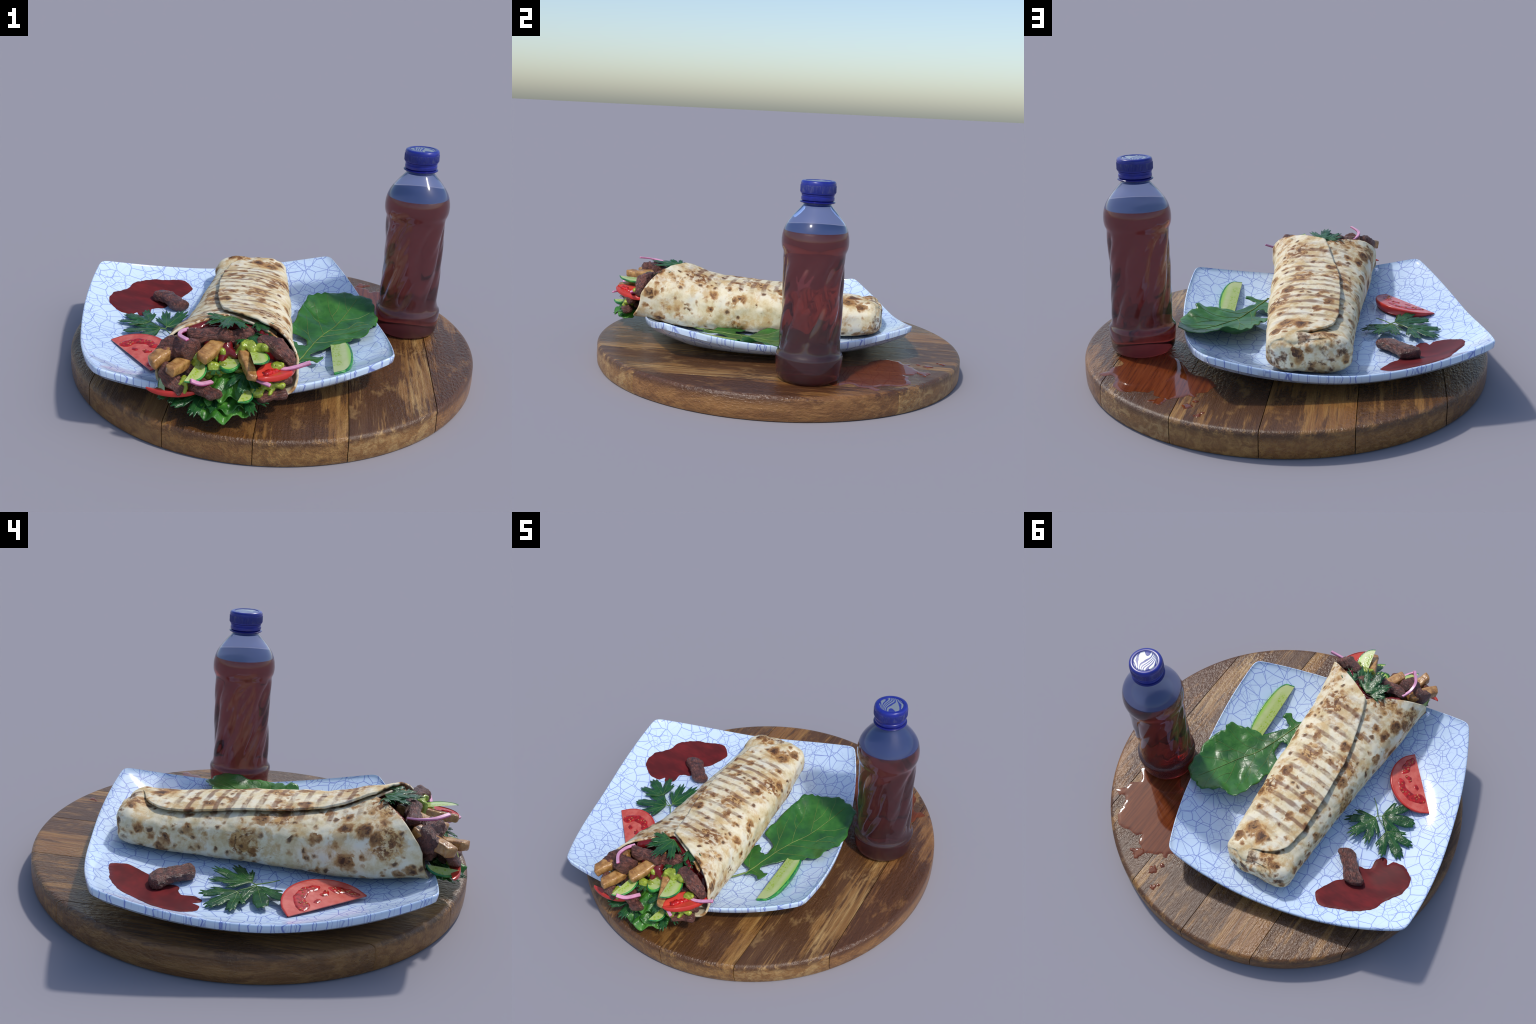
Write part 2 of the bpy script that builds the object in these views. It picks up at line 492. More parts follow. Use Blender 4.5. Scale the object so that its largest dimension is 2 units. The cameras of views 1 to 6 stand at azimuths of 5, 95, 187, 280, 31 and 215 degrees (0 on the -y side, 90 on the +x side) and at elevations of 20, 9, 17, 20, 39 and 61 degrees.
for i in range(6):
    bm = bmesh.new()
    bm.from_mesh(base_me)
    bmesh.ops.remove_doubles(bm, verts=bm.verts, dist=1e-6)
    g = 0.0016
    for x, nx in ((SEAMS[i] + g, -1), (SEAMS[i + 1] - g, 1)):
        if abs(x) > 1.0:
            continue
        r = bmesh.ops.bisect_plane(bm, geom=bm.verts[:] + bm.edges[:] + bm.faces[:], plane_co=(x, 0, 0), plane_no=(nx, 0, 0), clear_outer=True)
        cut = [e for e in r["geom_cut"] if isinstance(e, bmesh.types.BMEdge)]
        bmesh.ops.contextual_create(bm, geom=cut)
    bmesh.ops.recalc_face_normals(bm, faces=bm.faces)
    me = bpy.data.meshes.new("plank")
    bm.to_mesh(me)
    bm.free()
    me.polygons.foreach_set("use_smooth", [True] * len(me.polygons))
    me.set_sharp_from_angle(angle=math.radians(45))
    me.materials.append(wood_material("plank_wood", i * 1.37 + 0.4, *tones[i]))
    o = bpy.data.objects.new("plank", me)
    bpy.context.scene.collection.objects.link(o)
    o.parent = board
    b = o.modifiers.new("edge", "BEVEL")
    b.width, b.segments, b.limit_method, b.angle_limit = 0.003, 2, "ANGLE", math.radians(55)
bpy.data.meshes.remove(base_me)

# ------------------------------------------------------------------ spilled drink on the board
def puddle_material():
    s = NT("spilled_drink_on_wood")
    grain = s.noise(s.mp((60, 2.5, 60), (2, 1, 0)), 1.0, 6, 0.6, 0.5)
    pore = s.noise(s.mp((170, 12, 170)), 1.0, 3, 0.6)
    col = s.ramp(grain, [(0.3, (0.080, 0.017, 0.005)), (0.5, (0.150, 0.034, 0.009)), (0.7, (0.21, 0.058, 0.015))])
    col = s.mix(s.math("MULTIPLY", s.step(pore, 0.58, 0.72), 0.6), col, (0.06, 0.012, 0.005))
    return s.end(s.bsdf(col, 0.05, None, **{"Specular IOR Level": 0.5}))


puddle = thing("spilled_drink", (0.55, 0.6, BOARD_H), "thin glossy orange red puddle with small drops", "spilled drink")
M_puddle = puddle_material()


def wobble(poly, amp, scale, seed):
    out = []
    c = poly.mean(0)
    for p in poly:
        d = p - c
        d = d / np.linalg.norm(d)
        out.append(p + d * amp * fbm((p[0], p[1], 0), scale, 4, seed))
    return np.array(out)


def pool(name, ctrl, n, h, mat, parent, floor, edge=0.012, amp=0.0, scale=10, seed=3.0, step=0.012, shift=(0, 0)):
    poly = smooth_curve(np.asarray(ctrl, float) + shift, n, True)
    if amp:
        poly = wobble(poly, amp, scale, seed)
    v, f = fill_outline(poly, step)
    d = edge_distance(v, poly)
    z = floor(v[:, 0], v[:, 1]) + h * np.sqrt(np.clip(1 - (1 - np.clip(d / edge, 0, 1)) ** 2, 0, 1))
    o = mesh_obj(name, np.column_stack([v, z]), f, mat, parent, smooth=180)
    return o


flat_board = lambda x, y: np.full(len(x), BOARD_H + 0.0004)
pool("puddle", [(0.768, 0.34), (0.723, 0.414), (0.769, 0.469), (0.775, 0.502), (0.80, 0.535), (0.770, 0.556), (0.735, 0.54), (0.712, 0.592), (0.70, 0.654), (0.65, 0.70),
                (0.588, 0.696), (0.532, 0.703), (0.509, 0.678), (0.493, 0.728), (0.446, 0.747), (0.398, 0.745), (0.351, 0.708), (0.325, 0.722), (0.308, 0.715), (0.315, 0.69),
                (0.27, 0.66), (0.25, 0.60), (0.29, 0.53), (0.37, 0.49), (0.42, 0.42), (0.46, 0.35), (0.52, 0.30), (0.60, 0.24), (0.70, 0.26)], 260, 0.0015, M_puddle, puddle, flat_board, 0.006, 0.012, 22, shift=(0.004, -0.007))
for (x, y, r) in ((0.469, 0.778, 0.030), (0.327, 0.808, 0.026), (0.268, 0.888, 0.016), (0.30, 0.765, 0.010), (0.25, 0.865, 0.008)):
    a = np.arange(10) / 10 * 2 * PI
    ctrl = np.stack([x + r * np.cos(a), y + r * 0.8 * np.sin(a)], 1)
    pool("drop", ctrl, 50, 0.0024, M_puddle, puddle, flat_board, 0.006, r * 0.8, 40, x * 9, 0.006, (0.004, -0.007))

# ================================================================== plate
PC, PROT, PA, PBOW, PZC, PDZ = np.array([-0.2053, -0.0675]), math.radians(13.7), 0.646, 0.083, 0.316, 0.095
FLOOR = 0.153
_ang = np.arange(0, 720) / 720 * 2 * PI


def _outline_tables():
    s = np.linspace(-1, 1, 500)
    out = PA + PBOW * (1 - np.abs(s) ** 2.35)
    z = PZC - PDZ * (1 - np.abs(s) ** 1.72)
    A, R, Z = [], [], []
    for q in range(4):
        a = np.arctan2(PA * s, out) + q * PI / 2
        A.append(a % (2 * PI)); R.append(np.hypot(out, PA * s)); Z.append(z)
    A, R, Z = map(np.concatenate, (A, R, Z))
    o = np.argsort(A)
    A, R, Z = A[o], R[o], Z[o]
    r = np.interp(_ang, A, R, period=2 * PI)
    k = np.exp(-0.5 * (np.arange(-24, 25) / 2.6) ** 2)
    k /= k.sum()
    sm = lambda u: np.convolve(np.concatenate([u[-24:], u, u[:24]]), k, "valid")
    return sm(r), sm(np.interp(_ang, A, Z, period=2 * PI))


_PR, _PZ = _outline_tables()


def dish(k, zr):
    """flat floor that sweeps up to the rim"""
    return FLOOR + (zr - FLOOR) * np.clip((k - 0.58) / 0.42, 0, 1) ** (2.10 - 0.55 * np.clip((zr - 0.221) / 0.095, 0, 1))


def plate_z(x, y):
    dx, dy = np.asarray(x) - PC[0], np.asarray(y) - PC[1]
    a = (np.arctan2(dy, dx) - PROT) % (2 * PI)
    k = np.hypot(dx, dy) / np.interp(a, _ang, _PR, period=2 * PI)
    return dish(k, np.interp(a, _ang, _PZ, period=2 * PI))


plate_rows = []
ca, sa = np.cos(_ang + PROT), np.sin(_ang + PROT)


def ring(k, z, dr=0.0):
    rr = _PR * k + dr
    plate_rows.append(np.stack([PC[0] + rr * ca, PC[1] + rr * sa, np.broadcast_to(z, rr.shape)], 1))


for k in [0.0005, 0.15, 0.3, 0.45, *np.linspace(0.5, 0.985, 24)]:
    ring(k, dish(k, _PZ))
RIM = 0.037
for a in np.linspace(0, PI / 2, 5):
    ring(0.992, _PZ + 0.001 - 0.007 * (1 - math.cos(a)), 0.007 * math.sin(a))
ring(0.99, _PZ - RIM + 0.006, 0.005)
ring(0.985, _PZ - RIM, 0.0)
for k in np.linspace(0.96, 0.60, 11):
    ring(k, np.maximum(dish(k, _PZ) - RIM, BOARD_H + 0.0045))
ring(0.58, BOARD_H + 0.001)
ring(0.55, BOARD_H + 0.001)
ring(0.53, BOARD_H + 0.006)
ring(0.0005, BOARD_H + 0.007)
plate = mesh_obj("square_plate", np.concatenate(plate_rows), grid_faces(len(plate_rows), len(_ang), True), M_glaze, smooth=50)
recalc(plate)
plate.data.polygons.foreach_set("use_smooth", [True] * len(plate.data.polygons))
plate.data.set_sharp_from_angle(angle=math.radians(50))
top_mesh(plate, "square white plate with blue crackle glaze and upturned corners", "plate")

# ================================================================== bottle
BX, BY = 0.684, 0.201
BASE = BOARD_H
bottle = thing("drink_bottle", (BX, BY, BASE), "clear bottle of dark red drink with blue ribbed cap", "bottle")
body_prof = [(0.0, 0.132), (0.09, 0.128), (0.118, 0.122), (0.134, 0.1235), (0.147, 0.133), (0.154, 0.148), (0.1575, 0.172), (0.1605, 0.210), (0.1625, 0.238), (0.1610, 0.248), (0.155, 0.257),
             (0.150, 0.266), (0.148, 0.280)]
body_prof += [(0.1475 - 0.0015 * math.sin((z - 0.28) / 0.44 * PI), z) for z in np.linspace(0.292, 0.720, 46)]
body_prof += [(0.147, 0.730), (0.149, 0.742), (0.1535, 0.752), (0.1575, 0.764), (0.1595, 0.780), (0.1595, 0.800), (0.1570, 0.822), (0.1510, 0.845), (0.1425, 0.865), (0.130, 0.885),
              (0.115, 0.905), (0.099, 0.924), (0.084, 0.941), (0.073, 0.954), (0.066, 0.964), (0.065, 0.972)]


def flutes(r, z, th):
    """twisted hand-grip flutes pressed into the middle of the body"""
    g = np.clip((z - 0.272) / 0.06, 0, 1) * np.clip((0.740 - z) / 0.06, 0, 1)
    a = 7 * th - (z - 0.28) * 13.0 + 0.5 * np.sin(z * 23)
    v = np.abs(np.sin(a / 2 + 0.3))
    return r + 0.002 * g - g * (0.0135 * (1 - v) ** 1.2 + 0.0028 * (0.5 + 0.5 * np.sin(12 * th - z * 47 + 1)) ** 2)


def plastic_material(name, tint, body, amount):
    s = NT(name)
    c = s.bsdf(tint, 0.05, s.bump(s.noise(s.co, 14, 2), 0.08, 0.01), **{"Transmission Weight": 1.0, "IOR": 1.10, "Coat Weight": 0.9, "Coat IOR": 1.45, "Coat Roughness": 0.08})
    d = s.bsdf(body, 0.12)
    return s.end(s.n("ShaderNodeMixShader", {0: amount, 1: c, 2: d}).outputs[0])


def drink_material():
    s = NT("red_drink")
    haze = s.noise(s.mp((7, 7, 4)), 1.0, 3, 0.6)
    a = s.bsdf((0.38, 0.055, 0.048), 0.10, s.bump(s.noise(s.co, 8, 2), 0.15, 0.02), **{"Transmission Weight": 1.0, "IOR": 1.16})
    d = s.bsdf(s.mix(s.step(haze, 0.35, 0.65), (0.075, 0.007, 0.008), (0.12, 0.018, 0.017)), 0.3)
    return s.end(s.n("ShaderNodeMixShader", {0: 0.34, 1: a, 2: d}).outputs[0])


LEVEL = 0.842
low = [q for q in body_prof if q[1] < LEVEL] + [(0.1518, LEVEL)]
high = [(0.1518, LEVEL)] + [q for q in body_prof if q[1] > LEVEL]
bv, bf = lathe(low, 196, (BX, BY), flutes)
recalc(mesh_obj("bottle_body", bv, bf, plastic_material("clear_plastic", (0.94, 0.93, 0.95), (0.30, 0.24, 0.28), 0.035), bottle, smooth=180))
bv, bf = lathe(high, 196, (BX, BY))
sh = mesh_obj("bottle_shoulder", bv, bf, plastic_material("blue_tinted_plastic", (0.58, 0.69, 0.97), (0.08, 0.15, 0.50), 0.14), bottle, smooth=180)
liq = [(max(0.0, r - 0.004), z + 0.004) for r, z in low if z < LEVEL - 0.012]
liq += [(0.1475, LEVEL - 0.003), (0.145, LEVEL - 0.001)]
lv, lf = lathe(liq, 196, (BX, BY), flutes)
mesh_obj("drink", lv, lf, drink_material(), bottle, smooth=60)
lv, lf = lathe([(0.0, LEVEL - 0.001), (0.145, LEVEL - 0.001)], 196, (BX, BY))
mesh_obj("drink_surface", lv, lf[::-1], simple("grey_blue_drink_surface", (0.075, 0.075, 0.12), 0.5, 0.1, 8, 0.0), bottle, smooth=60)

M_cap = simple("blue_cap_plastic", (0.013, 0.022, 0.245), 0.28, 0.15, 30, 0.05, 0.002)


def cap_ribs_material():
    s = NT("worn_blue_ribs")
    n = s.noise(s.mp((60, 60, 25)), 1.0, 4, 0.65)
    col = s.mix(s.math("MULTIPLY", s.step(n, 0.45, 0.75), 0.65), (0.016, 0.026, 0.20), (0.15, 0.16, 0.26))
    return s.end(s.bsdf(col, 0.42))


CZ = 1.016
cap_prof = [(0.0, CZ - 0.002), (0.075, CZ - 0.002), (0.0815, CZ), (0.0825, CZ + 0.004), (0.0825, CZ + 0.043), (0.0820, CZ + 0.050), (0.0795, CZ + 0.0560), (0.074, CZ + 0.0590), (0.066, CZ + 0.0597),
            (0.0615, CZ + 0.0587), (0.0605, CZ + 0.0565), (0.0, CZ + 0.0565)]
cv, cf = lathe(cap_prof, 120, (BX, BY))
cap = recalc(mesh_obj("cap", cv, cf, M_cap, bottle, smooth=45))
NR = 96
th = np.arange(NR * 4) / (NR * 4) * 2 * PI
tooth = np.tile([0.0, 0.0020, 0.0020, 0.0], NR)
rows = [np.stack([BX + (0.0823 + tooth * g) * np.cos(th), BY + (0.0823 + tooth * g) * np.sin(th), np.full(len(th), z)], 1) for z, g in ((CZ + 0.004, 0), (CZ + 0.006, 1), (CZ + 0.036, 1), (CZ + 0.040, 0))]
mesh_obj("cap_ribs", np.concatenate(rows), [tuple(f[::1]) for f in grid_faces(4, len(th), True)], cap_ribs_material(), cap, smooth=30)
bandp = [(0.066, 0.984), (0.0765, 0.984), (0.078, 0.986), (0.078, 1.000), (0.0755, 1.002), (0.0755, 1.005), (0.0775, 1.007), (0.0775, 1.013), (0.074, 1.015), (0.066, 1.015)]
v, f = lathe(bandp, 96, (BX, BY))
mesh_obj("seal_band", v, f, M_cap, bottle, smooth=40)
colp = [(0.064, 0.971), (0.080, 0.972), (0.0835, 0.9745), (0.0835, 0.977), (0.080, 0.980), (0.064, 0.983)]
v, f = lathe(colp, 96, (BX, BY))
M_collar = simple("dark_blue_collar", (0.008, 0.010, 0.16), 0.2, 0.1, 20, 0.03)
mesh_obj("neck_collar", v, f, M_collar, bottle, smooth=40)
v, f = lathe([(0.0655, 0.9725), (0.0655, 0.965), (0.0675, 0.961), (0.069, 0.9585)], 96, (BX, BY))
mesh_obj("neck_ring", v, f, M_collar, bottle, smooth=60)


def emblem_material():
    s = NT("swirled_silver_emblem")
    p = s.warp(0.20, 13, s.co, 0.0)
    w = s.math("SINE", s.math("MULTIPLY", s.math("ADD", s.xyz(p)[0], s.math("MULTIPLY", s.xyz(p)[1], 0.6)), 2 * PI / 0.024))
    m = s.step(w, -0.25, 0.15)
    col = s.mix(m, (0.022, 0.035, 0.26), (0.34, 0.38, 0.42))
    return s.end(s.bsdf(col, 0.34, s.bump(m, 0.5, 0.002), **{"Metallic": s.math("MULTIPLY", m, 0.5)}))


v, f = lathe([(0.0, CZ + 0.0577), (0.05, CZ + 0.0577), (0.0580, CZ + 0.0572), (0.0595, CZ + 0.0563)], 80, (BX, BY))
mesh_obj("cap_emblem", v, f, emblem_material(), cap, smooth=60)

# ================================================================== wrap: tortilla
wrap = thing("meat_wrap", (-0.14, -0.1, FLOOR), "grilled flour tortilla roll stuffed with meat and vegetables", "wrap")
YB = 0.572


def table(pairs):
    a = np.array(sorted(pairs))
    yy = np.linspace(-0.95, 0.62, 400)
    v = np.interp(yy, a[:, 0], a[:, 1])
    k = np.exp(-0.5 * (np.arange(-30, 31) / 9.0) ** 2)
    k /= k.sum()
    v = np.convolve(np.concatenate([np.full(30, v[0]), v, np.full(30, v[-1])]), k, "valid")
    return lambda y: np.interp(y, yy, v)


w_cx = table([(0.55, -0.160), (0.3, -0.153), (0, -0.146), (-0.3, -0.141), (-0.55, -0.146), (-0.8, -0.141)])
w_w = table([(0.56, 0.189), (0.5, 0.196), (0.3, 0.213), (0, 0.233), (-0.3, 0.254), (-0.55, 0.274), (-0.8, 0.301)])
w_top = table([(0.57, 0.358), (0.5, 0.364), (0.35, 0.361), (0.2, 0.381), (0, 0.409), (-0.2, 0.421), (-0.36, 0.430), (-0.45, 0.454), (-0.55, 0.488), (-0.65, 0.498), (-0.8, 0.495)])
w_bot = table([(0.56, 0.186), (0.5, 0.174), (0.4, 0.160), (0.3, 0.156), (-0.4, 0.156), (-0.5, 0.161), (-0.6, 0.172), (-0.7, 0.194), (-0.8, 0.226)])
w_flap = table([(-0.9, 0.0), (-0.56, 0.0), (-0.5, -0.08), (-0.38, -0.21), (-0.2, -0.41), (0.03, -0.50), (0.24, -0.55), (0.36, -0.46), (0.43, -0.27), (0.48, 0.05), (0.52, 0.6)])


def section(y, phi, off=0.0, k=1.0):
    """point of the roll's skin: phi from the top, positive toward +x; k shrinks it"""
    n = 2.35 + 0.25 * np.clip((y - 0.1) / 0.4, 0, 1)
    s, c = np.sin(phi), np.cos(phi)
    h = (w_top(y) - w_bot(y)) / 2
    cz = (w_top(y) + w_bot(y)) / 2
    low = np.where(c < 0, 1.0, 0.0) * (1 - 0.6 * np.clip((y - 0.25) / 0.24, 0, 1))
    x = w_cx(y) + (w_w(y) * k + off) * np.sign(s) * np.abs(s) ** (2 / (n + 2.3 * low))
    z = cz + (h * k + off) * np.sign(c) * np.abs(c) ** (2 / (n + 2.3 * low))
    return x, z


def mouth_y(phi):
    return -0.560 - 0.255 * ((1 - np.cos(phi)) / 2) ** 0.38


NS, NV = 300, 200
S = np.linspace(0, 2 * PI + 0.9, NS)
vv = np.linspace(0, 1, NV)
TV = np.zeros((NS, NV, 3))
for i, sv in enumerate(S):
    yf = mouth_y(sv) + 0.022 * min(0.0, math.sin(sv)) * (sv < 2 * PI)
    y = 0.492 + (yf - 0.492) * vv
    phi = sv + w_flap(y)
    # the outer layer lies proud at the flap's edge and sinks into the roll around it
    off = -0.022 * np.clip((sv - PI) / (PI - 0.5), 0, 1) ** 1.2 - 0.008 * np.clip((sv - 2 * PI + 0.2) / 0.7, 0, 1)
    fade = np.clip((0.495 - y) / 0.07, 0, 1)
    off = off * fade
    flare = 0.010 * np.clip((vv - 0.9) / 0.1, 0, 1) ** 2
    x, z = section(y, phi, off + flare)
    TV[i] = np.stack([x, y, z], 1)
# rounded, tucked end: rows that close toward the middle of the end face
endk = [(math.cos(a) ** 0.66, 0.492 + 0.074 * math.sin(a)) for a in np.linspace(0.06, 1.53, 26)] + [(0.06, 0.5662), (0.0, 0.5660)]
ER = np.zeros((NS, len(endk), 3))
for i, sv in enumerate(S):
    for j, (k, y) in enumerate(endk):
        x, z = section(0.492, sv + float(w_flap(0.492)), 0.0, k)
        ER[i, j] = (x, y, z)
TV = np.concatenate([ER[:, ::-1], TV], 1)
flatv = TV.reshape(-1, 3)
NVT = TV.shape[1]
# gentle lumps, and folded creases on the tucked end
for idx in range(len(flatv)):
    p = flatv[idx]
    c = np.array([float(w_cx(p[1])), p[1], 0.30])
    d = p - c
    d[1] *= 0.2
    L = np.linalg.norm(d)
    if L < 1e-4:
        continue
    a = 0.0055 * fbm(p, 7, 3, 1.5) + 0.0028 * fbm(p, 22, 2, 4.0)
    if p[1] > 0.40:
        t = (p[1] - 0.40) / 0.17
        e = p[2] - (0.335 + 0.10 * (p[0] + 0.15) + 0.02 * math.sin(p[0] * 25))
        a -= 0.010 * t * math.exp(-(e / 0.012) ** 2)
        e2 = p[2] - (0.215 - 0.18 * (p[0] + 0.15))
        a -= 0.009 * t * math.exp(-(e2 / 0.010) ** 2)
        a += 0.012 * t * fbm(p, 10, 3, 8.0) - 0.010 * t * max(0.0, (p[2] - 0.30) / 0.08) * (0.4 + (p[0] + 0.15) / 0.2)
        p[1] -= 0.006 * math.exp(-(e / 0.010) ** 2) * (p[1] > 0.53) - 0.008 * fbm(p, 11, 3, 5.0) * (p[1] > 0.53)
    flatv[idx] = p + d / L * a
tort = mesh_obj("tortilla", flatv, grid_faces(NS, NVT), M_tortilla, wrap, smooth=180)
bm = bmesh.new()
bm.from_mesh(tort.data)
bmesh.ops.remove_doubles(bm, verts=bm.verts, dist=1e-5)
bm.normal_update()
out = sum((f.normal.x * (f.calc_center_median().x - 0.0) for f in bm.faces))
if out < 0:
    bmesh.ops.reverse_faces(bm, faces=bm.faces)
bm.to_mesh(tort.data)
bm.free()
thin(tort, 0.0105, -1)

# ================================================================== pieces
def meat_piece(p0, p1, w, h, seed, parent, up=(0, 0, 1), name="meat_strip", bend=0.0, taper=0.2):
    slant = 0.5 * math.sin(seed * 2.3)
    L = (Vector(p1) - Vector(p0)).length
    n, m = 44, 30
    V = []
    for i in range(n):
        u = i / (n - 1)
        e = (1 - abs(2 * u - 1) ** 7) ** 0.5
        s = e * (1 - taper * u) * (1 + 0.14 * math.sin(u * 7 + seed))
        for j in range(m):
            a = 2 * PI * j / m
            c, q = math.cos(a), math.sin(a)
            y = w * s * math.copysign(abs(c) ** 0.62, c)
            z = h * s * math.copysign(abs(q) ** 0.62, q) + bend * math.sin(u * PI)
            p = np.array([u * L + slant * y, y, z])
            d = 0.30 * h * fbm(p, 20, 3, seed) + 0.16 * h * fbm(p * np.array([0.4, 1, 1]), 80, 3, seed + 3) + 0.30 * h * fbm(p, 9, 1, seed + 9)
            nn = np.array([0, c, q])
            V.append(p + nn * d)
    o = mesh_obj(name, V, grid_faces(n, m, True) + [tuple(range(m)), tuple(range((n - 1) * m, n * m))[::-1]], M_meat, parent, frame(p0, p1, up), 180, local=True)
    return recalc_smooth(o)


def recalc_smooth(o, ang=180):
    recalc(o)
    o.data.polygons.foreach_set("use_smooth", [True] * len(o.data.polygons))
    if ang < 180:
        o.data.set_sharp_from_angle(angle=math.radians(ang))
    return o


def fry(tip, back, w, h, seed, parent, up=(0, 0, 1), extra=0.08, slant=0.35):
    """potato stick, running from its cut tip back into the roll"""
    tip, back = Vector(tip), Vector(back)
    back = back + (back - tip).normalized() * extra
    L = (back - tip).length
    n, m = 36, 32
    V = []
    for i in range(n):
        u = i / (n - 1)
        e = min(1.0, (min(u, 1 - u) * L / 0.010 + 0.10)) ** 0.5
        for j in range(m):
            a = 2 * PI * (j + 0.5) / m
            c, q = math.cos(a), math.sin(a)
            k = 1 / max(abs(c) ** 6 + abs(q) ** 6, 1e-6) ** (1 / 6) * (0.88 + 0.12 * min(1, u * 3.5))
            y, z = w * e * k * c, h * e * k * q
            x = u * L + slant * y * (1 - u) ** 2
            p = np.array([x, y, z])
            d = 0.0042 * fbm(p, 16, 2, seed) + 0.0012 * fbm(p, 60, 2, seed)
            z += 0.006 * math.sin(u * 5 + seed)
            V.append((x, y + c * d, z + q * d))
    o = mesh_obj("fry", V, grid_faces(n, m, True) + [tuple(range(m)), tuple(range((n - 1) * m, n * m))[::-1]], M_fry, parent, frame(tip, back, up), 180, local=True)
    return recalc_smooth(o, 60)


def half_moon(L, W, power=0.62, n=40, tip=0.0):
    """outline of a slice: straight cut along x, curved rind toward +y"""
    u = np.linspace(0, 1, n)
    y = W * (np.clip(4 * u * (1 - u), 0, 1)) ** power
    return np.stack([u * L, y], 1)


def slice_piece(name, p0, p1, side, W, T, parent, flesh, skin, power=0.62, wedge=0.0, skin_t=0.004, sag=0.0):
    """flat slice lying in the plane of (p0->p1, side); rind on the curved side, T thick"""
    L = (Vector(p1) - Vector(p0)).length
    x = (Vector(p1) - Vector(p0)).normalized()
    up = x.cross(Vector(side)).normalized()
    mt = frame(p0, p1, up)
    arc = half_moon(L, W, power)
    n = len(arc)
    rows = 7
    V = []
    top, bot = [], []
    for j in range(rows):
        t = j / (rows - 1)
        for i in range(n):
            x_, y_ = arc[i][0], arc[i][1] * t
            zt = -sag * 4 * (x_ / L) * (1 - x_ / L)
            V.append((x_, y_, zt))
    for j in range(rows):
        t = j / (rows - 1)
        for i in range(n):
            x_, y_ = arc[i][0], arc[i][1] * t
            th_ = T * (wedge + (1 - wedge) * (y_ / W))
            V.append((x_, y_ * 0.97, -th_ - sag * 4 * (x_ / L) * (1 - x_ / L)))
    F = [f for f in grid_faces(rows, n)] + [tuple(i + rows * n for i in f[::-1]) for f in grid_faces(rows, n)]
    k = rows * n
    F += [(i, i + 1, k + i + 1, k + i) for i in range(n - 1)]
    o = mesh_obj(name, V, F, flesh, parent, mt, 180, local=True)
    recalc_smooth(o, 35)
    # rind: a shell wrapped round the curved side
    SV = []
    prof_n = 9
    for i in range(n):
        u = arc[i][0] / L
        nx = arc[min(i + 1, n - 1)] - arc[max(i - 1, 0)]
        nn = np.array([-nx[1], nx[0]])
        nn = nn / (np.linalg.norm(nn) + 1e-9)
        th_ = T * (wedge + (1 - wedge) * (arc[i][1] / W))
        for j in range(prof_n):
            a = PI * j / (prof_n - 1)
            bulge = skin_t + 0.22 * th_ * math.sin(a)
            inner = -0.35 * th_ * (1 - math.cos(a)) * 0.5
            q = arc[i] + nn * (bulge + inner)
            SV.append((q[0], q[1], 0.0008 - (th_ + 0.0016) * (1 - math.cos(a)) / 2 - sag * 4 * u * (1 - u)))
    for i in range(n):
        nx = arc[min(i + 1, n - 1)] - arc[max(i - 1, 0)]
        nn = np.array([-nx[1], nx[0]])
        nn = nn / (np.linalg.norm(nn) + 1e-9)
        u = arc[i][0] / L
        q = arc[i] - nn * 0.001
        th_ = T * (wedge + (1 - wedge) * (arc[i][1] / W))
        sg = -sag * 4 * u * (1 - u)
        SV.append((q[0], q[1], 0.0008 + sg))
        SV.append((q[0] - nn[0] * 0.002, q[1] * 0.97 - nn[1] * 0.002, -th_ - 0.0008 + sg))
    F = grid_faces(n, prof_n)
    b0 = n * prof_n
    for i in range(n - 1):
        F.append((i * prof_n, (i + 1) * prof_n, b0 + 2 * (i + 1), b0 + 2 * i))
        F.append((i * prof_n + prof_n - 1, b0 + 2 * i + 1, b0 + 2 * (i + 1) + 1, (i + 1) * prof_n + prof_n - 1))
    sk = mesh_obj("rind", SV, F, skin, None, None, 180, local=True)
    recalc_smooth(sk, 50)
    sk.parent = o
    return o


def strip_piece(pts, w, t, parent, up=(0, 0, 1)):
    """curved onion strip: pale flesh with a purple outer skin underneath"""
    P = smooth_curve(pts, 26)
    T = np.gradient(P, axis=0)
    T /= np.linalg.norm(T, axis=1)[:, None]
    S = np.cross(T, np.array(up, float))
    S /= np.linalg.norm(S, axis=1)[:, None]
    U = np.cross(S, T)
    def box(a0, a1, z0, z1):
        V = []
        for k in range(len(P)):
            for a, z in ((a0, z0), (a1, z0), (a1, z1), (a0, z1)):
                V.append(P[k] + S[k] * a * w / 2 + U[k] * z)
        return np.array(V), grid_faces(len(P), 4, True) + [(3, 2, 1, 0), tuple(4 * (len(P) - 1) + i for i in range(4))]
    v, f = box(-1, 1, -t * 0.5, t)
    o = mesh_obj("onion_strip", v, f, M_onion, parent, smooth=40)
    recalc_smooth(o, 40)
    b = o.modifiers.new("edge", "BEVEL")
    b.width, b.segments = 0.0012, 2
    v, f = box(-1.04, 1.04, -t, -t * 0.5)
    sk = mesh_obj("onion_skin", v, f, M_onion_skin, None, smooth=40)
    me = sk.data
    for vert in me.vertices:
        vert.co -= Vector(origin_of(parent))
    sk.parent = o
    recalc_smooth(sk, 40)
    return o


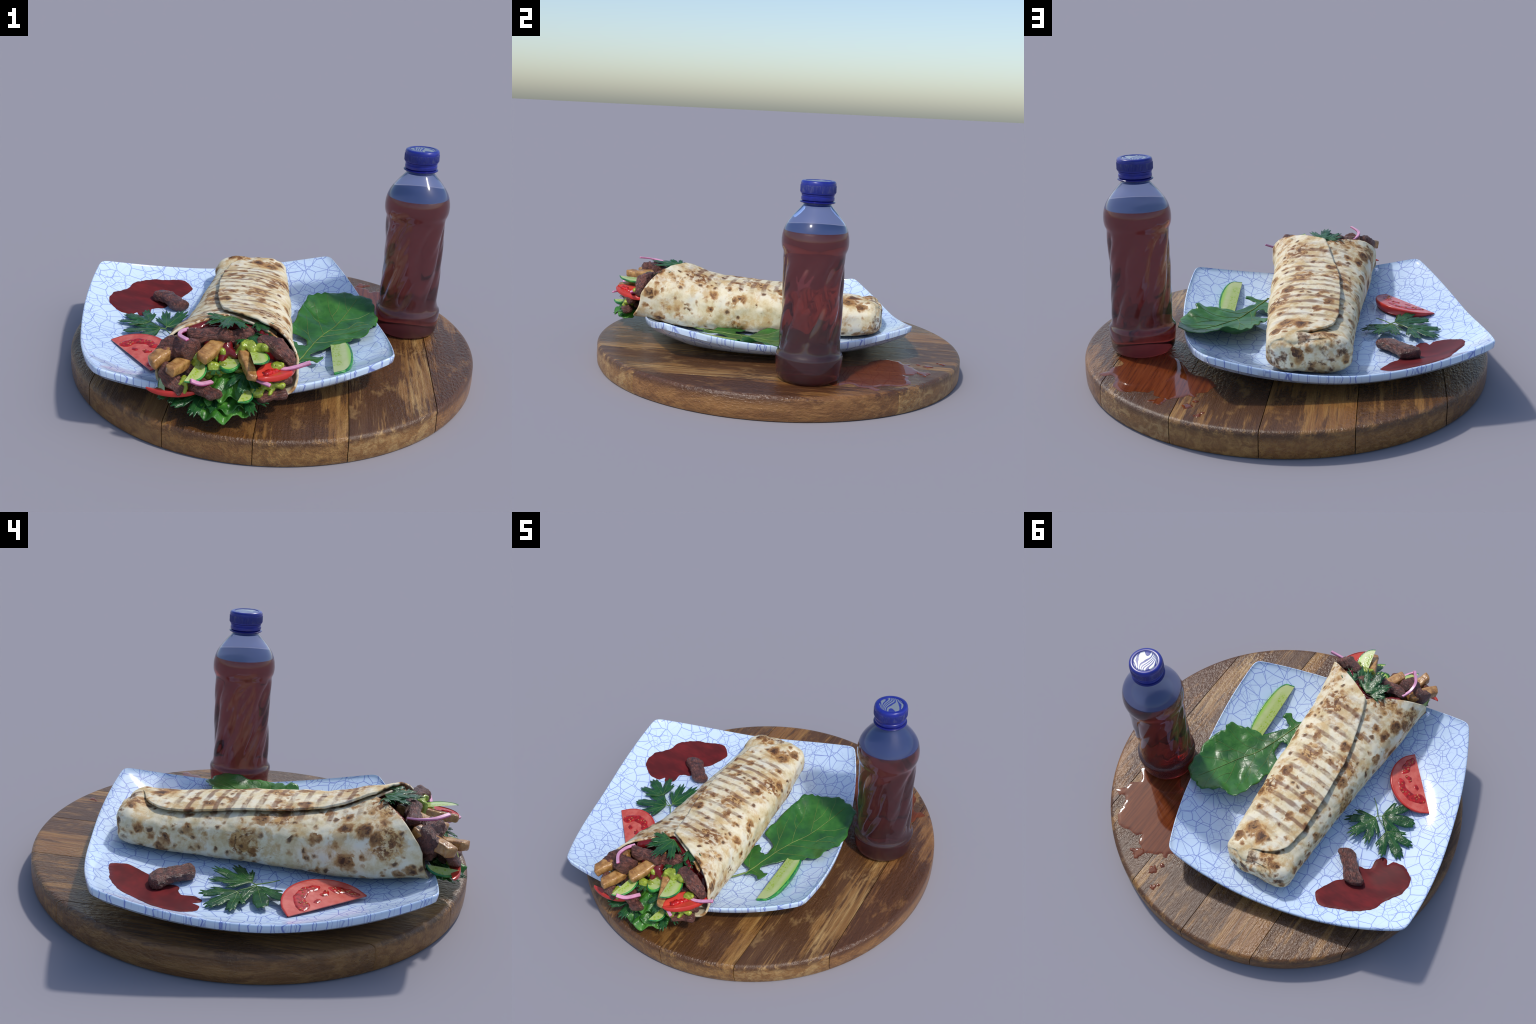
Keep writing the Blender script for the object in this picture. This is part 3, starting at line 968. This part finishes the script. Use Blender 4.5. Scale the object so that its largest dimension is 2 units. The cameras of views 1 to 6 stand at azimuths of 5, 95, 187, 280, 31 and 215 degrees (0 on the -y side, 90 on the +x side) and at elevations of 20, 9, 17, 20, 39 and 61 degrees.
def parsley_outline(L, seed, n=170, cut=1.0):
    """cut-lobed leaflet: three main lobes, toothed; base at 0, axis along +x"""
    r = random.Random(seed)
    lobes = [(0.0, 1.0, 16), (35 + r.uniform(-3, 3), 0.92, 13), (-35 + r.uniform(-3, 3), 0.90, 13), (60 + r.uniform(-3, 3), 0.62, 10), (-60 + r.uniform(-3, 3), 0.64, 10)]
    out = []
    ph = r.uniform(0, 6)
    for i in range(n):
        a = -72 + 144 * i / (n - 1)
        v = 0.0
        for c, s, w in lobes:
            d = abs(a - c) / w
            v = max(v, s * max(0.0, 1 - 0.38 * cut * d ** 2.6))
        v = max(v, 0.40)
        tw = (a / 7.0 + ph) % 1.0
        v *= 0.88 + 0.15 * (1 - abs(2 * tw - 1)) + 0.04 * math.sin(a * 0.9 + seed)
        fade = min(1.0, (72 - abs(a)) / 7 + 0.12)
        out.append((L * v * fade * math.cos(math.radians(a)), L * v * fade * math.sin(math.radians(a))))
    return np.array(out), lobes


def parsley_leaf(base, tip, up, L, seed, parent, curl=0.12, mat=None, droop=0.0, name="parsley_leaf", drape=None):
    """drape: function(x,y)->z of the surface the leaf lies over"""
    poly, lobes = parsley_outline(L, seed)
    v, f = fill_outline(poly, L * 0.055)
    mt = frame(base, tip, up)
    def hgt(x, y):
        r = math.hypot(x, y) / L
        a = math.atan2(y, x)
        rid = 0.016 * math.cos(a * 8.0)
        return L * (rid * r + curl * r * r * math.cos(a * 2.1 + seed) - droop * r * r + 0.035 * fbm((x / L, y / L, 0), 3.5, 2, seed))
    def world(x, y, lift=0.0):
        q = mt @ Vector((x, y, hgt(x, y) + lift))
        if drape is not None:
            g = float(drape(np.array([q.x]), np.array([q.y]))[0]) + 0.0035
            q.z = max(q.z, g)
        return tuple(q)
    W = [world(*p) for p in v]
    o = mesh_obj(name, W, f, mat or M_parsley, parent, smooth=180)
    thin(o, L * 0.012, 0)
    tubes = []
    for c, s, w in lobes:
        a = math.radians(c)
        pts = [world(L * s * 0.8 * t * math.cos(a), L * s * 0.8 * t * math.sin(a), L * 0.007) for t in np.linspace(0.02, 1, 8)]
        tubes.append(tube_mesh(pts, np.linspace(0.008, 0.003, 8) * L, 5))
    vv_, ff = merge(tubes)
    vn = mesh_obj("leaf_vein", vv_, ff, M_parsley_vein, None, smooth=60)
    for q in vn.data.vertices:
        q.co -= Vector(origin_of(parent))
    vn.parent = o
    return o


# ------------------------------------------------------------------ filling
# soft core of sauce closing the mouth behind the pieces
core = []
cols = 72
pts_k = [(1.0, 0.16), (0.97, 0.05), (0.90, 0.0), (0.78, -0.02), (0.6, -0.035), (0.4, -0.05), (0.2, -0.055), (0.0, -0.057)]
for k, dy in pts_k:
    for j in range(cols):
        phi = 2 * PI * j / cols
        y = float(mouth_y(phi)) * 0.55 + 0.45 * -0.70 + 0.055 + dy * 0.6
        x, z = section(np.array(y), np.array(phi), -0.020, k * 0.97)
        p = np.array([float(x), y, float(z)])
        p[1] -= 0.018 * fbm(p, 14, 3, 2.0)
        core.append(p)
mesh_obj("ketchup", core, grid_faces(len(pts_k), cols, True), M_ketchup, wrap, smooth=180)


def blobs(name, centers, mat, seed, parent, rough=1.0):
    """lumpy soft stuff: overlapping balls melted together"""
    mb = bpy.data.metaballs.new(name)
    mb.resolution = 0.0045
    mb.threshold = 0.5
    for (x, y, z, r) in centers:
        e = mb.elements.new()
        e.co = (x, y, z)
        e.radius = r * 2.1
        e.stiffness = 1.6
    ob = bpy.data.objects.new(name, mb)
    bpy.context.scene.collection.objects.link(ob)
    dg = bpy.context.evaluated_depsgraph_get()
    dg.update()
    me = bpy.data.meshes.new_from_object(ob.evaluated_get(dg))
    V = np.array([tuple(v.co + v.normal * rough * (0.0045 * fbm(v.co, 45, 3, seed) + 0.003 * fbm(v.co, 110, 2, seed))) for v in me.vertices])
    F = [tuple(p.vertices) for p in me.polygons]
    bpy.data.objects.remove(ob)
    bpy.data.metaballs.remove(mb)
    bpy.data.meshes.remove(me)
    return mesh_obj(name, V, F, mat, parent, smooth=180, kind="stuff")


rb = random.Random(5)
def around(c, n, sx, sy, sz, r0, r1):
    return [(c[0] + rb.uniform(-sx, sx), c[1] + rb.uniform(-sy, sy), c[2] + rb.uniform(-sz, sz), rb.uniform(r0, r1)) for _ in range(n)]


relish = []
for c, n, sx, sz in (((-0.12, -0.765, 0.365), 26, 0.06, 0.03), ((-0.02, -0.765, 0.415), 26, 0.06, 0.022), ((-0.19, -0.815, 0.325), 24, 0.05, 0.03), ((-0.262, -0.815, 0.365), 13, 0.018, 0.03),
                     ((-0.298, -0.905, 0.300), 10, 0.014, 0.03), ((0.07, -0.845, 0.295), 15, 0.045, 0.010), ((0.085, -0.80, 0.355), 10, 0.03, 0.012), ((0.02, -0.865, 0.272), 12, 0.04, 0.006), ((-0.05, -0.79, 0.30), 16, 0.05, 0.03)):
    relish += around(c, n, sx, 0.012, sz, 0.008, 0.015)
blobs("relish", relish, M_relish, 1, wrap)
kd = [(-0.145, -0.735, 0.405, 0.024), (-0.15, -0.755, 0.39, 0.02), (-0.155, -0.775, 0.372, 0.016), (-0.157, -0.787, 0.36, 0.012), (-0.12, -0.765, 0.388, 0.016), (-0.10, -0.775, 0.383, 0.013),
      (-0.20, -0.72, 0.42, 0.025), (-0.22, -0.75, 0.41, 0.016)]
for i in range(15):
    t = i / 14
    kd += [(-0.30 + 0.32 * t, -0.675 + 0.085 * math.sin(PI * t) - 0.02 * t, 0.436 + 0.006 * math.sin(9 * t), 0.017 + 0.004 * math.sin(5 * t))]
blobs("ketchup_drip", kd, M_ketchup, 2, wrap, 0.25)

meat_piece((-0.415, -0.79, 0.402), (-0.258, -0.82, 0.412), 0.044, 0.040, 1.0, wrap, (0, -0.5, 1), taper=0.0)
meat_piece((-0.31, -0.735, 0.436), (-0.130, -0.730, 0.452), 0.034, 0.028, 2.0, wrap, (0, -0.6, 1))
meat_piece((-0.175, -0.70, 0.428), (-0.03, -0.680, 0.425), 0.036, 0.030, 3.0, wrap, (0, -0.6, 1))
meat_piece((-0.015, -0.725, 0.448), (0.145, -0.770, 0.345), 0.036, 0.032, 4.0, wrap, (0.4, -0.4, 1), bend=0.026, taper=0.35)
meat_piece((-0.395, -0.880, 0.360), (-0.295, -0.930, 0.280), 0.038, 0.022, 5.0, wrap, (0, -1, 0.4))
meat_piece((-0.285, -0.85, 0.292), (-0.150, -0.935, 0.268), 0.038, 0.025, 6.0, wrap, (0, -0.3, 1))
meat_piece((-0.005, -0.865, 0.245), (0.125, -0.840, 0.262), 0.032, 0.023, 7.0, wrap, (0, -0.4, 1))
meat_piece((0.05, -0.835, 0.300), (0.137, -0.815, 0.325), 0.026, 0.024, 8.0, wrap, (0, -0.4, 1))
meat_piece((-0.38, -0.80, 0.33), (-0.22, -0.82, 0.32), 0.034, 0.034, 9.0, wrap)
meat_piece((-0.14, -0.80, 0.27), (0.05, -0.80, 0.275), 0.035, 0.030, 10.0, wrap)
meat_piece((0.0, -0.79, 0.33), (0.12, -0.77, 0.35), 0.03, 0.03, 12.0, wrap)

fry((-0.436, -0.895, 0.372), (-0.372, -0.80, 0.402), 0.030, 0.026, 1.0, wrap, (-0.2, -0.4, 1))
fry((-0.350, -0.955, 0.375), (-0.285, -0.775, 0.368), 0.028, 0.024, 2.0, wrap, (0, -0.3, 1))
fry((-0.235, -0.868, 0.400), (-0.176, -0.730, 0.418), 0.031, 0.022, 3.0, wrap, (0, -0.5, 1))
fry((-0.010, -0.930, 0.365), (-0.068, -0.78, 0.388), 0.021, 0.019, 4.0, wrap, (0.3, -0.2, 1))

flesh_small = cucumber_flesh(0.17, 0.07)
slice_piece("cucumber_slice", (-0.050, -0.74, 0.405), (-0.012, -0.918, 0.423), (1, 0.2, -0.12), 0.072, 0.012, wrap, flesh_small, M_cskin, 0.55)
slice_piece("cucumber_slice", (-0.245, -0.79, 0.365), (-0.284, -0.962, 0.346), (1, 0.15, -0.25), 0.050, 0.020, wrap, flesh_small, M_cskin, 0.7)
slice_piece("cucumber_slice", (-0.160, -0.775, 0.368), (-0.072, -0.79, 0.372), (0.10, -0.9, -0.36), 0.075, 0.014, wrap, flesh_small, M_cskin, 0.42)
slice_piece("cucumber_slice", (-0.045, -0.86, 0.285), (-0.068, -0.962, 0.272), (1, 0.5, -0.1), 0.042, 0.018, wrap, flesh_small, M_cskin, 0.8)
slice_piece("cucumber_slice", (-0.395, -0.80, 0.300), (-0.368, -0.935, 0.280), (-0.45, -0.1, -0.9), 0.035, 0.014, wrap, flesh_small, M_cskin, 0.55)

# ------------------------------------------------------------------ tomatoes
def tomato_flesh():
    s = NT("tomato_flesh")
    v = s.xyz()
    b = s.noise(s.co, 14, 4, 0.6)
    col = s.mix(s.step(b, 0.35, 0.65), (0.56, 0.075, 0.055), (0.68, 0.165, 0.12))
    f = s.noise(s.mp((25, 70, 25)), 1.0, 3)
    col = s.mix(s.math("MULTIPLY", s.step(f, 0.52, 0.68), 0.35), col, (0.64, 0.10, 0.07))
    return s.end(s.bsdf(col, 0.2, s.bump(b, 0.15, 0.004), **{"Subsurface Weight": 0.1, "Subsurface Radius": (0.03, 0.01, 0.01), "Subsurface Scale": 0.3}))


M_tomato = tomato_flesh()
M_tomato_red = simple("tomato_red_flesh", (0.60, 0.055, 0.035), 0.22, 0.2, 18, 0.15)
slice_piece("tomato_wedge", (0.006, -0.925, 0.362), (0.140, -0.745, 0.330), (0.8, -0.6, -0.34), 0.042, 0.026, wrap, M_tomato_red, M_tomato_skin, 0.6, 0.2)
slice_piece("tomato_wedge", (0.140, -0.745, 0.331), (0.006, -0.925, 0.363), (-0.8, 0.6, 0.1), 0.050, 0.020, wrap, M_tomato_red, M_tomato_skin, 0.6, 0.4)
slice_piece("tomato_wedge", (-0.450, -0.905, 0.274), (-0.240, -0.890, 0.264), (0.1, -1.0, -0.35), 0.036, 0.024, wrap, M_tomato_red, M_tomato_skin, 0.7, 0.1)
v, f = [], []
gelp = blobs("tomato_gel", [(0.035 + 0.012 * i, -0.885 + 0.02 * i, 0.362 - 0.005 * i, 0.012) for i in range(6)], M_tomato_gel, 3, wrap)

strip_piece([(-0.308, -0.705, 0.456), (-0.330, -0.755, 0.466), (-0.328, -0.815, 0.476), (-0.287, -0.872, 0.486)], 0.0155, 0.0045, wrap, (0.1, -0.5, 1))
strip_piece([(0.010, -0.770, 0.358), (0.105, -0.808, 0.352), (0.212, -0.794, 0.384)], 0.015, 0.0055, wrap, (0, -0.35, 1))
strip_piece([(-0.258, -0.958, 0.348), (-0.222, -0.93, 0.322), (-0.185, -0.865, 0.300)], 0.018, 0.005, wrap, (0, -0.5, 1))
strip_piece([(-0.03, -0.87, 0.345), (0.01, -0.905, 0.342), (0.058, -0.938, 0.342)], 0.015, 0.005, wrap, (0, -0.5, 1))

parsley_leaf((-0.135, -0.600, 0.478), (-0.155, -0.78, 0.500), (0, -0.1, 1), 0.16, 3, wrap, -0.05, droop=0.06)
parsley_leaf((-0.075, -0.635, 0.440), (-0.010, -0.775, 0.452), (0, -0.2, 1), 0.145, 8, wrap, -0.05, droop=0.08)
parsley_leaf((-0.16, -0.60, 0.475), (-0.25, -0.70, 0.505), (0, -0.1, 1), 0.10, 21, wrap, 0.0)
parsley_leaf((-0.03, -0.62, 0.47), (0.03, -0.68, 0.465), (0, -0.1, 1), 0.085, 23, wrap, 0.0)
parsley_leaf((-0.23, -0.83, 0.225), (-0.36, -0.955, 0.228), (0, -0.3, 1), 0.16, 5, wrap, -0.05, droop=0.05)
parsley_leaf((-0.22, -0.83, 0.235), (-0.25, -0.985, 0.215), (0, -0.5, 1), 0.15, 6, wrap, -0.05, droop=0.10)
parsley_leaf((-0.06, -0.82, 0.235), (-0.005, -0.955, 0.225), (0, -0.4, 1), 0.14, 7, wrap, -0.05, droop=0.10)
parsley_leaf((-0.33, -0.85, 0.250), (-0.42, -0.94, 0.240), (0, -0.3, 1), 0.10, 31, wrap, -0.05, droop=0.05)
parsley_leaf((-0.05, -0.82, 0.335), (-0.06, -0.93, 0.300), (0, -0.7, 1), 0.12, 9, wrap, -0.05, droop=0.10)
parsley_leaf((-0.18, -0.82, 0.345), (-0.185, -0.88, 0.33), (0, -0.7, 1), 0.055, 10, wrap, -0.05)
parsley_leaf((-0.14, -0.82, 0.25), (-0.15, -0.94, 0.215), (0, -0.5, 1), 0.12, 17, wrap, -0.05, droop=0.1)


def lettuce(base, tip, up, L, half, seed, parent, droop):
    """ruffled leaf fan"""
    mt = frame(base, tip, up)
    n, m = 26, 90
    V = []
    for i in range(n):
        r = 0.12 + 0.88 * i / (n - 1)
        for j in range(m):
            a = math.radians(-half + 2 * half * j / (m - 1))
            rr = r * L * (1 - 0.28 * (abs(a) / math.radians(half)) ** 3) * (1 + 0.05 * math.sin(9 * a + seed) * r)
            x, y = rr * math.cos(a), rr * math.sin(a)
            z = L * (0.085 * r ** 2.5 * math.sin(a * 9 + seed * 2 + 2 * math.sin(a * 3)) + 0.05 * fbm((x / L, y / L, 0), 5, 3, seed) - droop * r * r)
            V.append(tuple(mt @ Vector((x, y, z))))
    o = mesh_obj("lettuce_leaf", V, grid_faces(n, m), M_lettuce, parent, smooth=180)
    return thin(o, 0.003, 0)


lettuce((-0.15, -0.78, 0.235), (-0.155, -0.96, 0.225), (0, -0.1, 1), 0.195, 62, 1.0, wrap, 0.20)
lettuce((-0.13, -0.78, 0.250), (-0.11, -0.95, 0.235), (0, -0.1, 1), 0.165, 50, 2.0, wrap, 0.15)
lettuce((-0.13, -0.78, 0.330), (-0.125, -0.92, 0.300), (0, -0.4, 1), 0.155, 50, 3.0, wrap, 0.30)
lettuce((-0.05, -0.79, 0.320), (0.0, -0.90, 0.300), (0, -0.4, 1), 0.115, 45, 4.0, wrap, 0.25)

# ================================================================== garnish on the plate
# tomato half-slice: cut edge on the plate, thick red rim on the far side
TA, TB = Vector((-0.504, -0.574, 0.180)), Vector((-0.752, -0.296, 0.181))
tom_n = Vector((0.743, 0.668, 0.30))
TL = (TB - TA).length
tom = slice_piece("tomato_slice", TB, TA, (0.743, 0.668, 0.16), 0.172, 0.044, None, M_tomato, M_tomato_skin, 0.50, 0.10, 0.004)
top_mesh(tom, "half slice of red tomato with wet seed chambers", "tomato")


def tomato_patch(parent, poly2, seed):
    poly = smooth_curve(poly2, 70, True)
    poly = wobble(poly, 0.006, 45, seed)
    v, f = fill_outline(poly, 0.006)
    d = edge_distance(v, poly)
    z = 0.0002 + 0.0022 * np.clip(d / 0.005, 0, 1) + np.array([0.0010 * fbm((p[0], p[1], 0), 80, 2, seed) for p in v]) * (d > 0.001)
    g = mesh_obj("seed_chamber", np.column_stack([v, z]), f, M_tomato_gel, None, smooth=180)
    g.parent = parent
    r = random.Random(int(seed * 10))
    inner = v[d > 0.007]
    sv = []
    for _ in range(min(12, len(inner) // 6)):
        c = inner[r.randrange(len(inner))]
        a = r.uniform(0, PI)
        pv, pf = [], []
        for i in range(5):
            q = -1 + 2 * i / 4
            e = math.sqrt(max(0.0, 1 - q * q)) * 0.0028 + 0.0003
            for j in range(6):
                t = 2 * PI * j / 6
                x, y, zz = q * 0.0060, e * math.cos(t), e * 0.7 * math.sin(t)
                pv.append((c[0] + x * math.cos(a) - y * math.sin(a), c[1] + x * math.sin(a) + y * math.cos(a), 0.003 + zz))
        sv.append((pv, grid_faces(5, 6, True)))
    if sv:
        V, F = merge(sv)
        o = mesh_obj("tomato_seed", V, F, M_tomato_seed, None, smooth=180, kind="stuff")
        o.parent = parent


tomato_patch(tom, [(0.060, 0.010), (0.062, 0.055), (0.090, 0.102), (0.140, 0.132), (0.195, 0.138), (0.228, 0.122), (0.205, 0.100), (0.165, 0.100), (0.140, 0.082), (0.118, 0.060), (0.120, 0.030), (0.100, 0.010)], 1.3)
tomato_patch(tom, [(0.255, 0.098), (0.300, 0.092), (0.338, 0.055), (0.352, 0.012), (0.318, 0.010), (0.295, 0.040), (0.262, 0.060)], 2.7)
tomato_patch(tom, [(0.195, 0.075), (0.235, 0.088), (0.236, 0.062), (0.206, 0.052)], 3.1)
tomato_patch(tom, [(0.145, 0.040), (0.175, 0.052), (0.178, 0.035), (0.155, 0.025)], 4.1)

# cucumber spear
spear = slice_piece("cucumber_spear", (0.292, -0.12, 0.178), (0.314, -0.558, 0.224), (1, 0.0, 0.19), 0.090, 0.036, None, cucumber_flesh(0.42, 0.088), M_cskin, 0.30, 0.5)
top_mesh(spear, "long pale green cucumber slice with dark rind", "cucumber")

# loose meat strip
loose = meat_piece((-0.488, 0.138, 0.180), (-0.632, 0.298, 0.186), 0.043, 0.024, 14.0, None, taper=-0.1, bend=0.004)
top_mesh(loose, "single browned strip of grilled meat", "meat")

# sauce
def sauce_material():
    s = NT("red_sauce")
    b = s.noise(s.mp((6, 16, 6)), 1.0, 4, 0.6)
    col = s.mix(s.step(b, 0.35, 0.65), (0.095, 0.017, 0.019), (0.165, 0.021, 0.023))
    return s.end(s.bsdf(col, 0.40, None, **{"Specular IOR Level": 0.08}))


sauce = thing("sauce_puddle", (-0.68, 0.27, FLOOR), "smooth dark red sauce smear on the plate", "sauce")
pool("sauce", [(-0.484, 0.45), (-0.484, 0.41), (-0.53, 0.322), (-0.565, 0.282), (-0.580, 0.20), (-0.60, 0.175), (-0.630, 0.172), (-0.652, 0.155), (-0.648, 0.10), (-0.672, 0.062), (-0.700, 0.068),
               (-0.715, 0.09), (-0.735, 0.060), (-0.776, 0.055), (-0.818, 0.070), (-0.866, 0.115), (-0.872, 0.2), (-0.835, 0.26), (-0.806, 0.318), (-0.786, 0.37), (-0.735, 0.415),
               (-0.69, 0.442), (-0.62, 0.468), (-0.577, 0.488), (-0.525, 0.492)], 240, 0.0045, sauce_material(), sauce, lambda x, y: plate_z(x, y) + 0.0006, 0.012, 0.006, 24, 6.0)

# parsley sprig
sprig = thing("parsley_sprig", (-0.524, -0.125, FLOOR), "dark green parsley sprig with three cut leaflets", "parsley")
lift = lambda x, y: plate_z(x, y)
parsley_leaf((-0.614, -0.070, 0.180), (-0.760, 0.030, 0.182), (0, 0, 1), 0.175, 41, sprig, 0.05, drape=lift)
parsley_leaf((-0.545, -0.134, 0.180), (-0.715, -0.188, 0.184), (0, 0, 1), 0.190, 42, sprig, 0.05, drape=lift)
parsley_leaf((-0.520, -0.108, 0.180), (-0.458, 0.060, 0.186), (0, 0, 1), 0.185, 43, sprig, 0.06, drape=lift)
stems = [tube_mesh(smooth_curve([(-0.450, -0.212, 0.171), (-0.490, -0.172, 0.174), (-0.524, -0.125, 0.176)], 12), np.linspace(0.0020, 0.0028, 12)),
         tube_mesh(smooth_curve([(-0.524, -0.125, 0.176), (-0.570, -0.097, 0.178), (-0.620, -0.068, 0.180)], 12), 0.0022),
         tube_mesh(smooth_curve([(-0.524, -0.125, 0.176), (-0.545, -0.133, 0.181)], 6), 0.0026),
         tube_mesh(smooth_curve([(-0.524, -0.125, 0.176), (-0.518, -0.104, 0.181)], 6), 0.0026)]
v, f = merge(stems)
mesh_obj("stem", v, f, M_parsley_vein, sprig, smooth=60)

# large salad leaf resting across the plate's rim
salad = thing("salad_leaf", (0.32, 0.0, FLOOR), "broad wavy green salad leaf with pale veins", "salad leaf")
leaf_ctrl = [(0.150, -0.398), (0.150, -0.352), (0.085, -0.335), (0.060, -0.26), (0.095, -0.185), (0.130, -0.190), (0.150, -0.225), (0.175, -0.225), (0.185, -0.18), (0.155, -0.125), (0.108, -0.095), (0.095, -0.045),
             (0.123, 0.048), (0.142, 0.143), (0.158, 0.205), (0.188, 0.245), (0.228, 0.256), (0.262, 0.246), (0.305, 0.282), (0.355, 0.305), (0.390, 0.300), (0.432, 0.290), (0.487, 0.245), (0.510, 0.190),
             (0.512, 0.110), (0.527, 0.020), (0.505, -0.045), (0.480, -0.078), (0.488, -0.112), (0.460, -0.150), (0.423, -0.166), (0.388, -0.180), (0.352, -0.193), (0.281, -0.223), (0.233, -0.278),
             (0.200, -0.322), (0.224, -0.345), (0.262, -0.362), (0.258, -0.392), (0.228, -0.404), (0.190, -0.385)]
lp = smooth_curve(leaf_ctrl, 330, True)
cen = lp.mean(0)
lp = np.array([p + (p - cen) / np.linalg.norm(p - cen) * (0.005 * math.sin(i * 0.33) + 0.004 * math.sin(i * 0.71)) for i, p in enumerate(lp)])


def leaf_z(x, y):
    axis_x = np.interp(y, [-0.40, -0.236, -0.094, 0.01, 0.13, 0.25], [0.160, 0.200, 0.255, 0.318, 0.372, 0.424])
    side = x - axis_x
    z = np.interp(y, [-0.40, -0.24, -0.094, 0.0, 0.13, 0.25, 0.32], [0.184, 0.184, 0.184, 0.194, 0.216, 0.248, 0.256])
    z = z + np.where(side > 0, 0.9, 0.45) * side ** 2 - 0.020 * np.exp(-((x - 0.24) / 0.09) ** 2 - ((y - 0.11) / 0.10) ** 2)
    z = z + 0.008 * np.sin(18 * y + 8 * x) * np.clip(np.abs(side) / 0.12, 0, 1) + 0.007 * np.sin(31 * x + 20 * y + 1) * np.clip(np.abs(side) / 0.15, 0, 1)
    z = z + 0.006 * np.sin(60 * y + 45 * x) * np.clip((np.abs(side) - 0.08) / 0.1, 0, 1)
    z = np.where(x < 0.14, np.minimum(z, 0.24 - 0.8 * np.clip(0.14 - x, 0, 0.06)), z)
    return np.maximum(z, plate_z(x, y) + 0.006)


v, f = fill_outline(lp, 0.011)
z = leaf_z(v[:, 0], v[:, 1]) + np.array([0.0035 * fbm((p[0], p[1], 0), 14, 3, 2.0) for p in v])
blade = thin(mesh_obj("leaf_blade", np.column_stack([v, z]), f, M_leaf, salad, smooth=180), 0.0025, -1)


def on_leaf(p, lift=0.0012):
    p = np.asarray(p, float)
    zz = leaf_z(p[:, 0], p[:, 1]) + np.array([0.0035 * fbm((q[0], q[1], 0), 14, 3, 2.0) for q in p]) + lift
    return np.column_stack([p, zz])


mid = smooth_curve([(0.150, -0.398), (0.176, -0.320), (0.200, -0.240), (0.255, -0.094), (0.318, 0.010), (0.372, 0.130), (0.424, 0.250)], 60)
mesh_obj("midrib", *tube_mesh(on_leaf(mid), np.linspace(0.0036, 0.0010, 60), 7), M_vein, salad, smooth=60)
side_veins = [[(0.215, -0.20), (0.188, -0.10), (0.175, 0.0), (0.165, 0.08)], [(0.262, -0.085), (0.235, 0.02), (0.225, 0.12), (0.20, 0.20)], [(0.325, 0.02), (0.295, 0.12), (0.275, 0.20), (0.27, 0.235)],
              [(0.22, -0.19), (0.29, -0.165), (0.36, -0.160), (0.40, -0.165)], [(0.25, -0.11), (0.33, -0.085), (0.42, -0.09), (0.465, -0.10)], [(0.29, -0.04), (0.38, -0.02), (0.45, -0.01), (0.50, 0.0)],
              [(0.345, 0.065), (0.41, 0.08), (0.46, 0.11), (0.49, 0.13)], [(0.378, 0.145), (0.365, 0.20), (0.36, 0.26), (0.35, 0.29)], [(0.235, 0.02), (0.205, 0.06), (0.19, 0.12)], [(0.298, 0.11), (0.325, 0.16), (0.335, 0.22)],
              [(0.150, -0.36), (0.120, -0.30), (0.100, -0.24)], [(0.172, -0.36), (0.21, -0.372), (0.24, -0.385)], [(0.185, -0.09), (0.155, -0.05), (0.135, -0.02)], [(0.38, -0.02), (0.42, 0.03), (0.46, 0.05)]]
tubes = []
for sv in side_veins:
    c = smooth_curve(sv, 20)
    tubes.append(tube_mesh(on_leaf(c, 0.0006), np.linspace(0.0014, 0.0006, 20), 5))
v, f = merge(tubes)
mesh_obj("leaf_vein", v, f, M_vein, salad, smooth=60)
st = smooth_curve([(0.062, -0.475, 0.176), (0.105, -0.437, 0.178), (0.150, -0.398, 0.189)], 16)
mesh_obj("stalk", *tube_mesh(st, np.linspace(0.0050, 0.0044, 16), 8), M_vein, salad, smooth=60)
